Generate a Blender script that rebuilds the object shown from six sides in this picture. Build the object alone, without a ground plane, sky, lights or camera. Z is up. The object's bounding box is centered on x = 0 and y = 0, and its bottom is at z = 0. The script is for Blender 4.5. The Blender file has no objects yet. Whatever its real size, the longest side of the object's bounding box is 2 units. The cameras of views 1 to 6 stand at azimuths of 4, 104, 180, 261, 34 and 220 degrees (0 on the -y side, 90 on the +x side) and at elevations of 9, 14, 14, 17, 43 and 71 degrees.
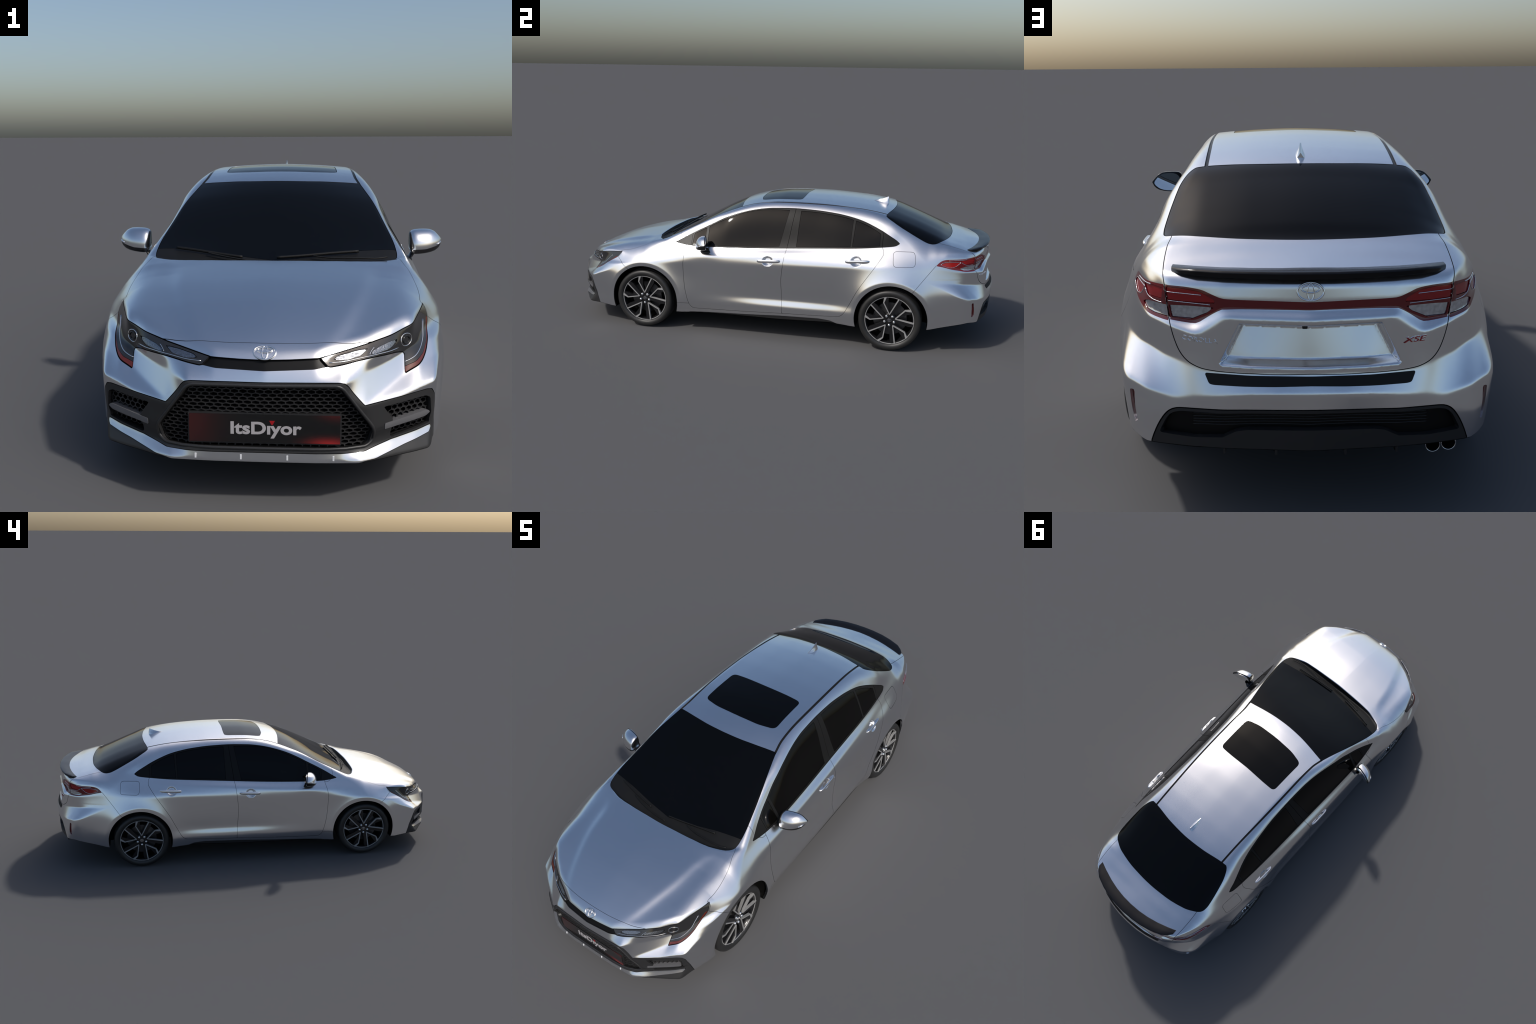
import bpy, bmesh, math, random
import numpy as np
from mathutils import Vector, Matrix

# ------------------------------------------------------------------ numerics
def akima(x, y, q):
    """1D modified-Akima interpolation, linear extrapolation."""
    x = np.asarray(x, float); y = np.asarray(y, float); q = np.asarray(q, float)
    if len(x) == 2:
        return y[0] + (q - x[0]) * (y[1] - y[0]) / (x[1] - x[0])
    m = np.diff(y) / np.diff(x)
    m = np.concatenate([[2*(2*m[0]-m[1])-m[0], 2*m[0]-m[1]], m, [2*m[-1]-m[-2], 2*(2*m[-1]-m[-2])-m[-1]]])
    w1 = np.abs(m[3:] - m[2:-1]) + 0.5*np.abs(m[3:] + m[2:-1]); w2 = np.abs(m[1:-2] - m[:-3]) + 0.5*np.abs(m[1:-2] + m[:-3])
    d = (w1*m[1:-2] + w2*m[2:-1]) / np.maximum(w1 + w2, 1e-12)
    i = np.clip(np.searchsorted(x, q) - 1, 0, len(x)-2)
    h = x[i+1]-x[i]; t = (q-x[i])/h
    tc = np.clip(t, 0, 1)
    r = ((1+2*tc)*(1-tc)**2*y[i] + tc*(1-tc)**2*h*d[i] + tc**2*(3-2*tc)*y[i+1] + tc**2*(tc-1)*h*d[i+1])
    return r + np.where(t < 0, t*h*d[i], 0) + np.where(t > 1, (t-1)*h*d[i+1], 0)

def lines(rows, U, V, across='akima', along='akima'):
    """Field w(u, v) through feature lines; each row is [(u, v, w), ...]."""
    ev = akima if along == 'akima' else (lambda a, b, q: np.interp(q, a, b))
    vs = []; ws = []
    for r in rows:
        r = np.array(r, float)
        vs.append(ev(r[:, 0], r[:, 1], U)); ws.append(ev(r[:, 0], r[:, 2], U))
    vs = np.array(vs); ws = np.array(ws)
    for k in range(1, len(vs)):
        vs[k] = np.maximum(vs[k], vs[k-1] + 0.004)
    out = np.zeros((len(U), len(V)))
    for i in range(len(U)):
        if across == 'akima':
            out[i] = akima(vs[:, i], ws[:, i], V)
        else:
            x = vs[:, i]; y = ws[:, i]
            o = np.interp(V, x, y)
            o = np.where(V < x[0], y[0] + (V-x[0])*(y[1]-y[0])/(x[1]-x[0]), o)
            o = np.where(V > x[-1], y[-1] + (V-x[-1])*(y[-1]-y[-2])/(x[-1]-x[-2]), o)
            out[i] = o
    return out

def blur(a, s):
    """Gaussian blur, sigma in samples (per axis), edge-extended."""
    for ax, sg in enumerate(s):
        if sg <= 0: continue
        n = int(3*sg)+1
        k = np.exp(-0.5*(np.arange(-n, n+1)/sg)**2); k /= k.sum()
        p = [(0, 0), (0, 0)]; p[ax] = (n, n)
        b = np.pad(a, p, mode='reflect', reflect_type='odd')
        acc = 0
        for j, kv in enumerate(k):
            sl = [slice(None)]*2; sl[ax] = slice(j, j+a.shape[ax])
            acc = acc + kv*b[tuple(sl)]
        a = acc
    return a

class Field:
    def __init__(s, u0, u1, v0, v1, h):
        s.u0, s.v0, s.h = u0, v0, h
        s.U = np.arange(u0, u1+h/2, h); s.V = np.arange(v0, v1+h/2, h)
        s.UU, s.VV = np.meshgrid(s.U, s.V, indexing='ij')
    def set(s, a): s.a = a; return s
    def __call__(s, u, v):
        a = s.a; nu, nv = a.shape
        fu = np.clip((u-s.u0)/s.h, 1, nu-2.001); fv = np.clip((v-s.v0)/s.h, 1, nv-2.001)
        i = fu.astype(int); j = fv.astype(int); t = fu-i; r = fv-j
        def wts(t): return (-.5*t+t*t-.5*t**3, 1-2.5*t*t+1.5*t**3, .5*t+2*t*t-1.5*t**3, -.5*t*t+.5*t**3)
        wu = wts(t); wv = wts(r); o = 0
        fl = a.ravel(); base = (i-1)*nv + (j-1)
        for p in range(4):
            q = 0
            for k in range(4): q = q + wv[k]*fl[base + p*nv + k]
            o = o + wu[p]*q
        return o

def smax(a, b, k):
    h = np.maximum(k-np.abs(a-b), 0)/k
    return np.maximum(a, b) + h*h*k*0.25
def sstep(a, b, x):
    t = np.clip((x-a)/(b-a), 0, 1); return t*t*(3-2*t)

# ------------------------------------------------------------------ body form
WF = (-0.594, 0.139); WR = (0.562, 0.139)           # wheel centres (y, z)
AF = (-0.588, 0.138, 0.163); AR = (0.567, 0.141, 0.160)   # arch openings (y, z, r)

# --- top: buttock lines z(y) -------------------------------------------------
hood_c = [(-1.05,.215),(-.985,.287),(-.966,.305),(-.947,.318),(-.90,.3415),(-.85,.362),(-.80,.379),(-.70,.4035),(-.62,.4165),(-.574,.4222),(-.50,.430)]
cabin_c = [(-.62,.370),(-.56,.400),(-.53,.4155),(-.50,.4305),(-.45,.4560),(-.40,.4830),(-.35,.5105),(-.30,.5370),(-.25,.562),(-.20,.5830),(-.181,.590),
          (-.14,.6022),(-.09,.6132),(-.04,.6200),(.02,.6248),(.1135,.6265),(.20,.6255),(.30,.6205),(.40,.6120),(.48,.6010),
          (.539,.5884),(.60,.5665),(.65,.5475),(.70,.5270),(.75,.5045),(.795,.4815),(.82,.4745),(.86,.4675),(.9228,.4572),(.96,.449),(1.05,.42)]
cowl_line = ([0,.10,.20,.25,.28,.30,.33,.44], [-.574,-.571,-.565,-.552,-.538,-.527,-.50,-.46])   # rear edge of hood y(x)
hood_y = [-1.05,-.95,-.88,-.80,-.70,-.62,-.57,-.50]
hood_k = { .10:[-.004,-.003,-.003,-.003,-.003,-.002,-.001,-.001],
           .20:[-.018,-.012,-.009,-.008,-.007,-.006,-.003,-.001],
           .27:[-.038,-.027,-.018,-.016,-.015,-.013,-.009,-.002],
           .33:[-.075,-.054,-.039,-.038,-.037,-.030,-.019,-.010],
           .42:[-.17,-.15,-.11,-.10,-.10,-.09,-.06,-.05]}
cabin_y = [-.62,-.54,-.45,-.30,-.17,.0,.10,.40,.53,.60,.65,.70,.75,.80,.84,.88,.95,1.05]
cabin_k = { .10:[.002,.002,.001,-.002,-.0035,-.003,-.003,-.003,-.003,-.003,-.003,-.003,-.0025,-.001,-.001,-.003,-.004,-.004],
            .20:[.006,.005,-.001,-.007,-.0135,-.0110,-.0105,-.0105,-.0120,-.013,-.014,-.014,-.012,-.005,-.006,-.010,-.013,-.013],
            .27:[.004,.002,-.004,-.014,-.024,-.020,-.0195,-.020,-.026,-.036,-.040,-.041,-.032,-.013,-.015,-.019,-.025,-.03],
            .33:[-.004,-.010,-.014,-.025,-.040,-.034,-.034,-.035,-.046,-.07,-.08,-.085,-.06,-.032,-.035,-.042,-.05,-.06],
            .42:[-.06,-.06,-.07,-.06,-.09,-.085,-.085,-.085,-.10,-.14,-.16,-.16,-.13,-.08,-.09,-.10,-.11,-.12]}
TF = Field(-1.06, 1.06, -.03, .44, .004)
def build_top():
    y = TF.U; xs = [-.10, 0, .10, .20, .27, .33, .42]; part = []
    for cen, ky, kk in ((hood_c, hood_y, hood_k), (cabin_c, cabin_y, cabin_k)):
        zc = akima(*zip(*cen), y); cols = {0: 0*y}
        for k, v in kk.items(): cols[k] = akima(ky, v, y)
        cols[-.10] = cols[.10]
        tab = np.array([cols[k] for k in xs])
        a = np.zeros((len(y), len(TF.V)))
        for i in range(len(y)): a[i] = zc[i] + akima(xs, tab[:, i], TF.V)
        part.append(a)
    yc = akima(*cowl_line, np.abs(TF.V))
    w = sstep(.0, .008, y[:, None] - yc[None, :])
    a = part[0]*(1-w) + part[1]*w
    # raised hood dome: a soft step along the crease that runs from cowl corner to nose
    xl = akima([-1.0,-.9704,-.9286,-.8853,-.8117,-.7336,-.655,-.6163,-.5867,-.53], [.085,.103,.1353,.157,.184,.206,.219,.2285,.246,.30], y)
    amp = np.interp(y, [-1.0,-.96,-.90,-.80,-.65,-.60,-.575], [0,.002,.005,.0065,.0055,.002,0])
    d = np.abs(TF.VV)-xl[:, None]
    a = a - amp[:, None]*sstep(-.010, .022, d)*(1-sstep(.030, .115, d))
    TF.set(blur(a, (.7, 2.0)))
build_top()

# --- side: feature lines along y, (y, z, x) ----------------------------------
def col(pts, z=None):
    return [(p[0], p[1], p[2]) for p in pts] if z is None else [(p[0], z, p[1]) for p in pts]
side_rows = [
    col([(-1.1,.300),(-.87,.318),(-.75,.33),(-.45,.335),(0,.340),(.45,.338),(.75,.320),(.9,.28),(1.1,.2)], .03),
    col([(-1.1,.306),(-.95,.328),(-.87,.340),(-.80,.356),(-.70,.364),(-.45,.364),(-.30,.366),(0,.367),(.30,.365),(.42,.364),(.60,.362),(.75,.344),(.85,.330),(.95,.295),(1.1,.18)], .095),
    col([(-1.1,.310),(-.95,.332),(-.87,.343),(-.80,.357),(-.70,.368),(-.45,.372),(-.30,.378),(0,.3790),(.30,.3760),(.42,.373),(.60,.370),(.75,.351),(.85,.337),(.95,.305),(1.1,.2)], .155),
    col([(-1.1,.312),(-.95,.335),(-.87,.346),(-.80,.360),(-.70,.371),(-.45,.371),(-.35,.3765),(-.20,.3755),(0,.3710),(.30,.3690),(.42,.371),(.60,.372),(.75,.355),(.85,.341),(.95,.312),(1.1,.22)], .195),
    col([(-1.1,.314),(-.95,.337),(-.87,.347),(-.80,.362),(-.70,.373),(-.45,.373),(-.30,.3755),(0,.3725),(.30,.372),(.42,.374),(.60,.374),(.75,.357),(.85,.345),(.95,.317),(1.1,.23)], .255),
    [(-1.1,.275,.300),(-.95,.285,.322),(-.87,.290,.335),(-.80,.30,.352),(-.70,.312,.369),(-.60,.32,.377),(-.45,.325,.376),(-.30,.330,.3755),(-.1,.335,.3745),(.1,.345,.3740),(.30,.355,.3725),(.50,.365,.3700),(.60,.37,.362),(.70,.37,.346),(.80,.37,.327),(.88,.37,.31),(.95,.37,.28),(1.1,.37,.2)],
    [(-1.1,.300,.28),(-.95,.312,.305),(-.87,.320,.328),(-.80,.330,.344),(-.70,.338,.359),(-.60,.345,.369),(-.45,.355,.370),(-.30,.364,.3735),(-.2,.3695,.3712),(-.1,.3769,.3690),(0,.3858,.3655),(.1,.3945,.3615),(.2,.401,.3575),(.3,.4073,.3530),(.4,.4138,.3470),(.5,.421,.3400),(.6,.4302,.3310),(.7,.4348,.3210),(.8,.439,.3080),(.88,.44,.288),(.95,.44,.26),(1.1,.44,.2)],
    [(-1.1,.330,.25),(-.95,.345,.285),(-.87,.355,.307),(-.80,.365,.323),(-.70,.378,.336),(-.60,.393,.341),(-.50,.405,.335),(-.44,.409,.3345),(-.40,.4095,.3355),(-.35,.4085,.3395),(-.30,.4085,.3425),(-.2,.4095,.3425),(-.1,.4132,.3405),(0,.4182,.3375),(.1,.4245,.3345),(.2,.4308,.3325),(.3,.4362,.3305),(.4,.4425,.3265),(.5,.452,.3205),(.55,.4593,.3155),(.6,.470,.3070),(.7,.478,.2930),(.8,.48,.2780),(.9,.48,.25),(1.1,.48,.2)],
    [(-1.1,.40,.19),(-.87,.42,.25),(-.70,.43,.295),(-.60,.44,.3050),(-.50,.455,.3050),(-.40,.468,.2985),(-.35,.4800,.2935),(-.30,.4945,.2905),(-.25,.5209,.2807),(-.2,.5442,.2745),(-.1,.5739,.2585),(0,.5881,.2480),(.1,.5913,.2455),(.2,.5885,.2455),(.3,.5810,.2505),(.4,.5609,.2620),(.45,.5450,.2710),(.5,.5280,.2830),(.55,.515,.2895),(.6,.515,.2835),(.7,.52,.27),(.8,.53,.25),(1.1,.53,.18)],
    [(-1.1,.48,.12),(-.87,.50,.19),(-.60,.52,.2500),(-.40,.55,.2480),(-.30,.57,.2450),(-.2,.60,.2330),(-.1,.625,.2180),(0,.635,.2080),(.1,.635,.2080),(.2,.635,.2080),(.3,.63,.2110),(.4,.61,.2270),(.5,.59,.2380),(.6,.58,.2400),(.8,.58,.22),(1.1,.58,.15)],
]
XF = Field(-1.06, 1.06, .0, .66, .004)
def build_side():
    a = lines(side_rows, XF.U, XF.V)
    rb, rt = np.array(side_rows[7]), np.array(side_rows[8])     # barrel of the door glass
    zb, zt = akima(rb[:, 0], rb[:, 1], XF.U)[:, None], akima(rt[:, 0], rt[:, 1], XF.U)[:, None]
    t = np.clip((XF.VV-zb)/np.maximum(zt-zb, .03), 0, 1)
    a = a + .0040*4*t*(1-t)*np.interp(XF.U, [-.40,-.2,.45,.58], [0,1,1,0])[:, None]
    XF.set(blur(a, (2.0, 1.3)))
build_side()

# --- front face: feature lines across x, (x, z, y) ---------------------------
front_rows = [
    [(0,.03,-.975),(.2,.03,-.962),(.3,.03,-.90),(.36,.03,-.83),(.44,.03,-.70)],
    [(0,.092,-.995),(.1,.093,-.994),(.185,.097,-.989),(.215,.0965,-.973),(.25,.095,-.951),(.30,.093,-.920),(.334,.092,-.897),(.352,.095,-.862),(.44,.11,-.70)],
    [(0,.116,-.992),(.1,.116,-.991),(.15,.116,-.986),(.19,.116,-.970),(.25,.124,-.934),(.30,.129,-.899),(.335,.133,-.868),(.352,.135,-.850),(.44,.13,-.71)],
    [(0,.128,-.990),(.1,.128,-.989),(.15,.128,-.984),(.19,.130,-.969),(.25,.138,-.935),(.30,.140,-.901),(.335,.143,-.869),(.352,.145,-.851),(.44,.15,-.71)],
    [(0,.153,-.9965),(.1,.153,-.9945),(.21,.153,-.970),(.235,.155,-.9545),(.27,.16,-.930),(.3366,.160,-.880),(.352,.165,-.858),(.44,.17,-.73)],
    [(0,.200,-.9985),(.15,.200,-.990),(.194,.2046,-.979),(.27,.213,-.928),(.348,.229,-.871),(.44,.24,-.76)],
    [(0,.228,-1.0),(.15,.226,-.9925),(.1933,.2090,-.9770),(.24,.2260,-.928),(.2805,.2437,-.883),(.31,.2560,-.862),(.348,.262,-.82),(.44,.265,-.70)],
    [(0,.252,-.9975),(.153,.254,-.991),(.215,.2665,-.927),(.2765,.2800,-.860),(.30,.287,-.838),(.348,.293,-.785),(.44,.295,-.66)],
    [(0,.273,-.990),(.1,.276,-.981),(.15,.281,-.963),(.2,.287,-.938),(.25,.295,-.896),(.28,.300,-.860),(.30,.305,-.838),(.33,.31,-.785),(.36,.31,-.72),(.44,.31,-.55)],
    [(0,.2926,-.982),(.1,.294,-.9715),(.15,.302,-.944),(.2,.311,-.918),(.25,.320,-.883),(.28,.327,-.854),(.3,.338,-.839),(.33,.35,-.75),(.36,.36,-.66),(.44,.37,-.45)],
    [(0,.42,-.945),(.1,.42,-.935),(.2,.43,-.87),(.28,.44,-.80),(.33,.46,-.70),(.36,.47,-.60),(.44,.47,-.38)],
]
FF = Field(-.04, .44, .0, .66, .003)
def mirror_lines(rows, fld, sig):
    a = lines(rows, np.maximum(np.abs(fld.U), 0), fld.V, 'linear', 'linear')
    return fld.set(blur(a, sig))
mirror_lines(front_rows, FF, (1.6, 1.1))

# --- rear face ---------------------------------------------------------------
rear_rows = [
    [(0,.03,.93),(.2,.03,.90),(.3,.03,.85),(.44,.03,.68)],
    [(0,.085,.986),(.2,.095,.970),(.2857,.124,.934),(.33,.13,.893),(.44,.13,.74)],
    [(0,.224,.997),(.15,.222,.983),(.232,.2142,.961),(.29,.20,.938),(.34,.20,.895),(.44,.20,.76)],
    [(0,.258,1.0),(.06,.2575,.998),(.12,.253,.989),(.18,.245,.974),(.2374,.237,.955),(.29,.247,.931),(.340,.257,.888),(.44,.27,.79)],
    [(0,.288,.985),(.1,.287,.977),(.18,.286,.9590),(.2027,.2945,.951),(.25,.300,.917),(.30,.308,.868),(.34,.315,.810),(.44,.32,.62)],
    [(0,.312,.984),(.10,.312,.976),(.157,.311,.963),(.2,.315,.949),(.25,.320,.916),(.30,.330,.866),(.34,.335,.803),(.44,.34,.58)],
    [(0,.384,.983),(.145,.384,.9625),(.17,.367,.954),(.197,.351,.947),(.245,.3565,.9185),(.29,.362,.877),(.33,.377,.796),(.36,.38,.73),(.44,.38,.5)],
    [(0,.394,.9705),(.15,.394,.951),(.175,.378,.938),(.2,.363,.926),(.2455,.3665,.9095),(.29,.373,.866),(.33,.388,.785),(.36,.39,.72),(.44,.39,.5)],
    [(0,.412,.970),(.15,.412,.9505),(.2,.413,.933),(.25,.413,.914),(.29,.413,.864),(.314,.416,.805),(.36,.418,.68),(.44,.42,.45)],
    [(0,.4386,.966),(.15,.435,.945),(.2,.431,.930),(.25,.427,.911),(.29,.425,.858),(.314,.425,.80),(.36,.428,.67),(.44,.43,.44)],
    [(0,.450,.955),(.15,.448,.935),(.2547,.4452,.900),(.29,.44,.842),(.33,.44,.73),(.44,.44,.40)],
    [(0,.55,.88),(.15,.55,.86),(.2547,.55,.82),(.29,.55,.76),(.33,.55,.64),(.44,.55,.3)],
]
RF = Field(-.04, .44, .0, .66, .003)
mirror_lines(rear_rows, RF, (2.6, 1.0))

floor_pts = [(-1.05,.093),(-.985,.093),(-.90,.090),(-.83,.090),(-.75,.0875),(-.43,.089),(-.18,.0955),(.07,.0955),(.29,.1034),(.41,.0985),(.727,.1095),(.80,.124),(.8955,.144),(.93,.142),(.97,.150),(1.05,.150)]
k_top = ([-1.05,-.9,-.8,-.7,-.6,-.54,-.50,-.3,-.15,.0,.3,.5,.6,.7,.8,.9,1.05], [.03,.028,.036,.045,.036,.022,.013,.012,.016,.023,.025,.024,.024,.03,.04,.03,.025])
HANDLES = ((.006, .3655), (.4048, .391))
def trap(x, z):
    half = np.interp(z, [.297, .3017, .3733, .378], [.150, .157, .121, .117])
    return np.maximum(np.maximum((x-half)*.9, .297-z), z-.374)
def fx(p):
    x = np.abs(p[..., 0]); y = p[..., 1]; z = p[..., 2]
    s = x - XF(y, z)
    for (cy, cz, ra), amp, ext in ((AF, .0125, .13), (AR, .0135, .15)):   # brow over each wheel opening, ending in a flat lip band
        d = np.hypot(y-cy, np.where(z > cz, z-cz, (z-cz)*.25)) - ra
        q = np.clip((ext - smax(d, .0165, .004))/(ext-.0165), 0, 1)
        s = s - amp*q**2.8*sstep(.02, .10, z)*(x > .2)
    t = (z - TF(y, x)) * np.interp(y, [-1, -.6, -.5, -.2, -.1, .5, .6, .78, .82], [.9, .97, .92, .92, 1, .98, .92, .92, .99])
    f = (FF(x, z) - y) * np.interp(x, [0, .15, .2, .3, .36], [.99, .95, .8, .72, .6])
    r = (y - RF(x, z)) * np.interp(x, [0, .15, .25, .3, .36], [.98, .95, .85, .62, .5])
    for hy, hz in HANDLES:                            # finger cups behind the door pulls
        d = np.hypot((y-hy)/.0265, (z-hz)/.0225)
        s = s + .0095*sstep(1.0, .55, d)*(x > .25)
    r = r + np.interp(z, [.30, .375], [.017, .031])*sstep(.0, -.012, trap(x, z))*(y > .8)  # number-plate recess
    k = np.interp(y, *k_top)
    o = smax(s, t, k)
    kf = np.interp(z, [.09, .2, .24, .28, .33], [.009, .008, .010, .013, .013])
    o = smax(o, f, kf)
    kr = np.interp(z, [.1, .2, .245, .27, .33, .41, .43, .45], [.02, .02, .010, .02, .035, .018, .009, .009])
    return smax(o, r, kr)
def body(p):
    """Signed distance-like body function (floor included)."""
    return smax(fx(p), np.interp(p[..., 1], *zip(*floor_pts)) - .002 - p[..., 2], .006)
def grad(p, f=body, e=.0016):
    g = np.zeros_like(p)
    for a in range(3):
        d = np.zeros(3); d[a] = e
        g[..., a] = f(p+d) - f(p-d)
    return g
def normal(p, f=body):
    g = grad(p, f); return g/np.maximum(np.linalg.norm(g, axis=-1, keepdims=True), 1e-9)

# ------------------------------------------------------------------ meshing
def surface(h=.006, f=body, lo=(-.012, -1.02, .06), hi=(.42, 1.03, .65)):
    """Surface-net quads of f = 0 on a uniform grid, snapped on to the surface; returns triangles."""
    n = [int(math.ceil((b-a)/h))+1 for a, b in zip(lo, hi)]
    ax = [lo[i] + h*np.arange(n[i]) for i in range(3)]
    c = 4                                            # coarse pass marks the band
    G = np.stack(np.meshgrid(*[a[::c] for a in ax], indexing='ij'), -1)
    near = np.abs(f(G)) < h*c*1.6
    band = np.zeros(n, bool)
    for i, j, k in np.argwhere(near):
        band[max(i*c-c,0):i*c+c+1, max(j*c-c,0):j*c+c+1, max(k*c-c,0):k*c+c+1] = True
    val = np.full(n, np.nan); idx = np.argwhere(band)
    P = np.stack([ax[i][idx[:, i]] for i in range(3)], -1)
    val[band] = f(P)
    v8 = [val[i:n[0]-1+i, j:n[1]-1+j, k:n[2]-1+k] for i in (0, 1) for j in (0, 1) for k in (0, 1)]
    st = np.stack(v8, -1); ok = ~np.isnan(st).any(-1)
    neg = (st < 0).sum(-1); cell = ok & (neg > 0) & (neg < 8)
    cid = np.full(cell.shape, -1); cells = np.argwhere(cell); cid[cell] = np.arange(len(cells))
    V = np.stack([ax[i][cells[:, i]] + h/2 for i in range(3)], -1)
    F = []
    for a in range(3):
        b, d = (a+1) % 3, (a+2) % 3
        sl0 = [slice(None)]*3; sl1 = [slice(None)]*3; sl0[a] = slice(0, -1); sl1[a] = slice(1, None)
        v0 = val[tuple(sl0)]; v1 = val[tuple(sl1)]
        with np.errstate(invalid='ignore'):
            cr = np.argwhere(((v0 < 0) != (v1 < 0)) & ~np.isnan(v0) & ~np.isnan(v1))
        cr = cr[(cr[:, b] > 0) & (cr[:, d] > 0) & (cr[:, b] < n[b]-1) & (cr[:, d] < n[d]-1)]
        s = v0[tuple(cr.T)] < 0
        def cc(db, dd):
            q = cr.copy(); q[:, b] -= db; q[:, d] -= dd; return cid[tuple(q.T)]
        q = np.stack([cc(1, 1), cc(0, 1), cc(0, 0), cc(1, 0)], -1)
        q = np.where(s[:, None], q, q[:, ::-1])
        F.append(q[(q >= 0).all(1)])
    F = np.concatenate(F)
    for it in range(5):
        g = grad(V, f, .001)/.002; fv = f(V)
        V = V - (fv/np.maximum((g*g).sum(1), .2))[:, None]*g*(.7 if it == 0 else 1)
        if it in (0, 1, 2):                           # tangential relaxation
            acc = np.zeros_like(V); cnt = np.zeros(len(V))
            for e in range(4):
                np.add.at(acc, F[:, e], V[F[:, (e+1) % 4]]); np.add.at(cnt, F[:, e], 1)
            keep = cnt >= 3
            V[keep] = .5*V[keep] + .5*(acc/np.maximum(cnt, 1)[:, None])[keep]
    T = np.concatenate([F[:, [0, 1, 2]], F[:, [0, 2, 3]]])
    return V, T

def clip(V, T, phi, side=-1):
    """Keep the part of a triangle mesh where phi*side > 0 (exact linear cut)."""
    p = phi*side; ins = p > 0
    c = ins[T].sum(1)
    out = [T[c == 3]]; newV = [V]; base = len(V); cache = {}
    pts = []
    def cut(a, b):
        nonlocal pts
        k = (a, b) if a < b else (b, a)
        if k not in cache:
            t = p[a]/(p[a]-p[b]); t = min(max(t, .0), 1.)
            cache[k] = base+len(pts); pts.append(V[a] + (V[b]-V[a])*t)
        return cache[k]
    ex = []
    for tri in T[(c == 1) | (c == 2)]:
        i = ins[tri]
        if i.sum() == 1:
            j = int(np.argmax(i)); a, b, d = tri[j], tri[(j+1) % 3], tri[(j+2) % 3]
            ex.append((a, cut(a, b), cut(a, d)))
        else:
            j = int(np.argmin(i)); a, b, d = tri[j], tri[(j+1) % 3], tri[(j+2) % 3]
            ab, ad = cut(a, b), cut(a, d)
            ex.append((ab, b, d)); ex.append((ab, d, ad))
    T2 = np.concatenate([out[0], np.array(ex, int).reshape(-1, 3)]) if ex else out[0]
    V2 = np.concatenate([V, np.array(pts).reshape(-1, 3)])
    u = np.unique(T2); m = np.full(len(V2), -1); m[u] = np.arange(len(u))
    return V2[u], m[T2]

# ------------------------------------------------------------------ scene helpers
random.seed(7); rng = np.random.default_rng(7)
COL = bpy.context.scene.collection
def empty(name, parent=None, loc=(0, 0, 0)):
    o = bpy.data.objects.new(name, None); COL.objects.link(o); o.location = loc; o.parent = parent
    o.empty_display_size = .1; return o
def add(name, V, F, mat, parent, N=None, smooth=True, angle=None):
    m = bpy.data.meshes.new(name)
    m.from_pydata(np.asarray(V, float).tolist(), [], [tuple(int(i) for i in f) for f in F])
    m.update()
    if N is not None:
        m.shade_smooth(); m.normals_split_custom_set_from_vertices(np.asarray(N, float).tolist())
    elif angle is not None:
        m.shade_smooth()
        m.set_sharp_from_angle(angle=math.radians(angle))
    elif smooth: m.shade_smooth()
    if mat: m.materials.append(mat)
    o = bpy.data.objects.new(name, m); COL.objects.link(o); o.parent = parent
    return o

def sdf(poly, u, v):
    """Signed distance to a closed polygon (negative inside)."""
    P = np.asarray(poly, float); d2 = np.full(len(u), 9.); ins = np.zeros(len(u), bool)
    for a, b in zip(P, np.roll(P, -1, 0)):
        e = b-a; L = e@e
        if L < 1e-14: continue
        t = np.clip(((u-a[0])*e[0]+(v-a[1])*e[1])/L, 0, 1)
        d2 = np.minimum(d2, (u-a[0]-t*e[0])**2+(v-a[1]-t*e[1])**2)
        c = (a[1] > v) != (b[1] > v)
        with np.errstate(divide='ignore', invalid='ignore'):
            ins ^= c & (u < (b[0]-a[0])*(v-a[1])/(b[1]-a[1]) + a[0])
    d = np.sqrt(d2); return np.where(ins, -d, d)
def region(V, poly, uv, mask=None):
    """Outline field of a mesh seen along an axis; far away where the mask is off."""
    phi = np.full(len(V), .5)
    m = np.ones(len(V), bool) if mask is None else mask(V)
    phi[m] = sdf(poly, *uv(V[m])); return phi
TOPV = lambda V: (V[:, 0], V[:, 1])
SIDE = lambda V: (V[:, 1], V[:, 2])
FRNT = lambda V: (V[:, 0], V[:, 2])
DIAF = lambda V: ((V[:, 0]+V[:, 1])/2**.5, V[:, 2])      # seen from the front quarter
DIAR = lambda V: ((V[:, 1]-V[:, 0])/2**.5, V[:, 2])      # seen from the rear quarter
def fillet(poly, r, n=5):
    P = np.asarray(poly, float); out = []
    for i in range(len(P)):
        a, b, c = P[i-1], P[i], P[(i+1) % len(P)]
        ba, bc = a-b, c-b; la, lc = np.linalg.norm(ba), np.linalg.norm(bc)
        rr = min(r, la*.45, lc*.45); p0 = b+ba/la*rr; p1 = b+bc/lc*rr
        for t in np.linspace(0, 1, n): out.append((1-t)**2*p0 + 2*t*(1-t)*b + t*t*p1)
    return np.array(out)
def along(pts, n=40):
    """Smooth resample of an open curve."""
    P = np.asarray(pts, float); s = np.concatenate([[0], np.cumsum(np.linalg.norm(np.diff(P, axis=0), axis=1))])
    q = np.linspace(0, s[-1], n)
    return np.stack([akima(s, P[:, k], q) for k in range(P.shape[1])], -1)

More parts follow.
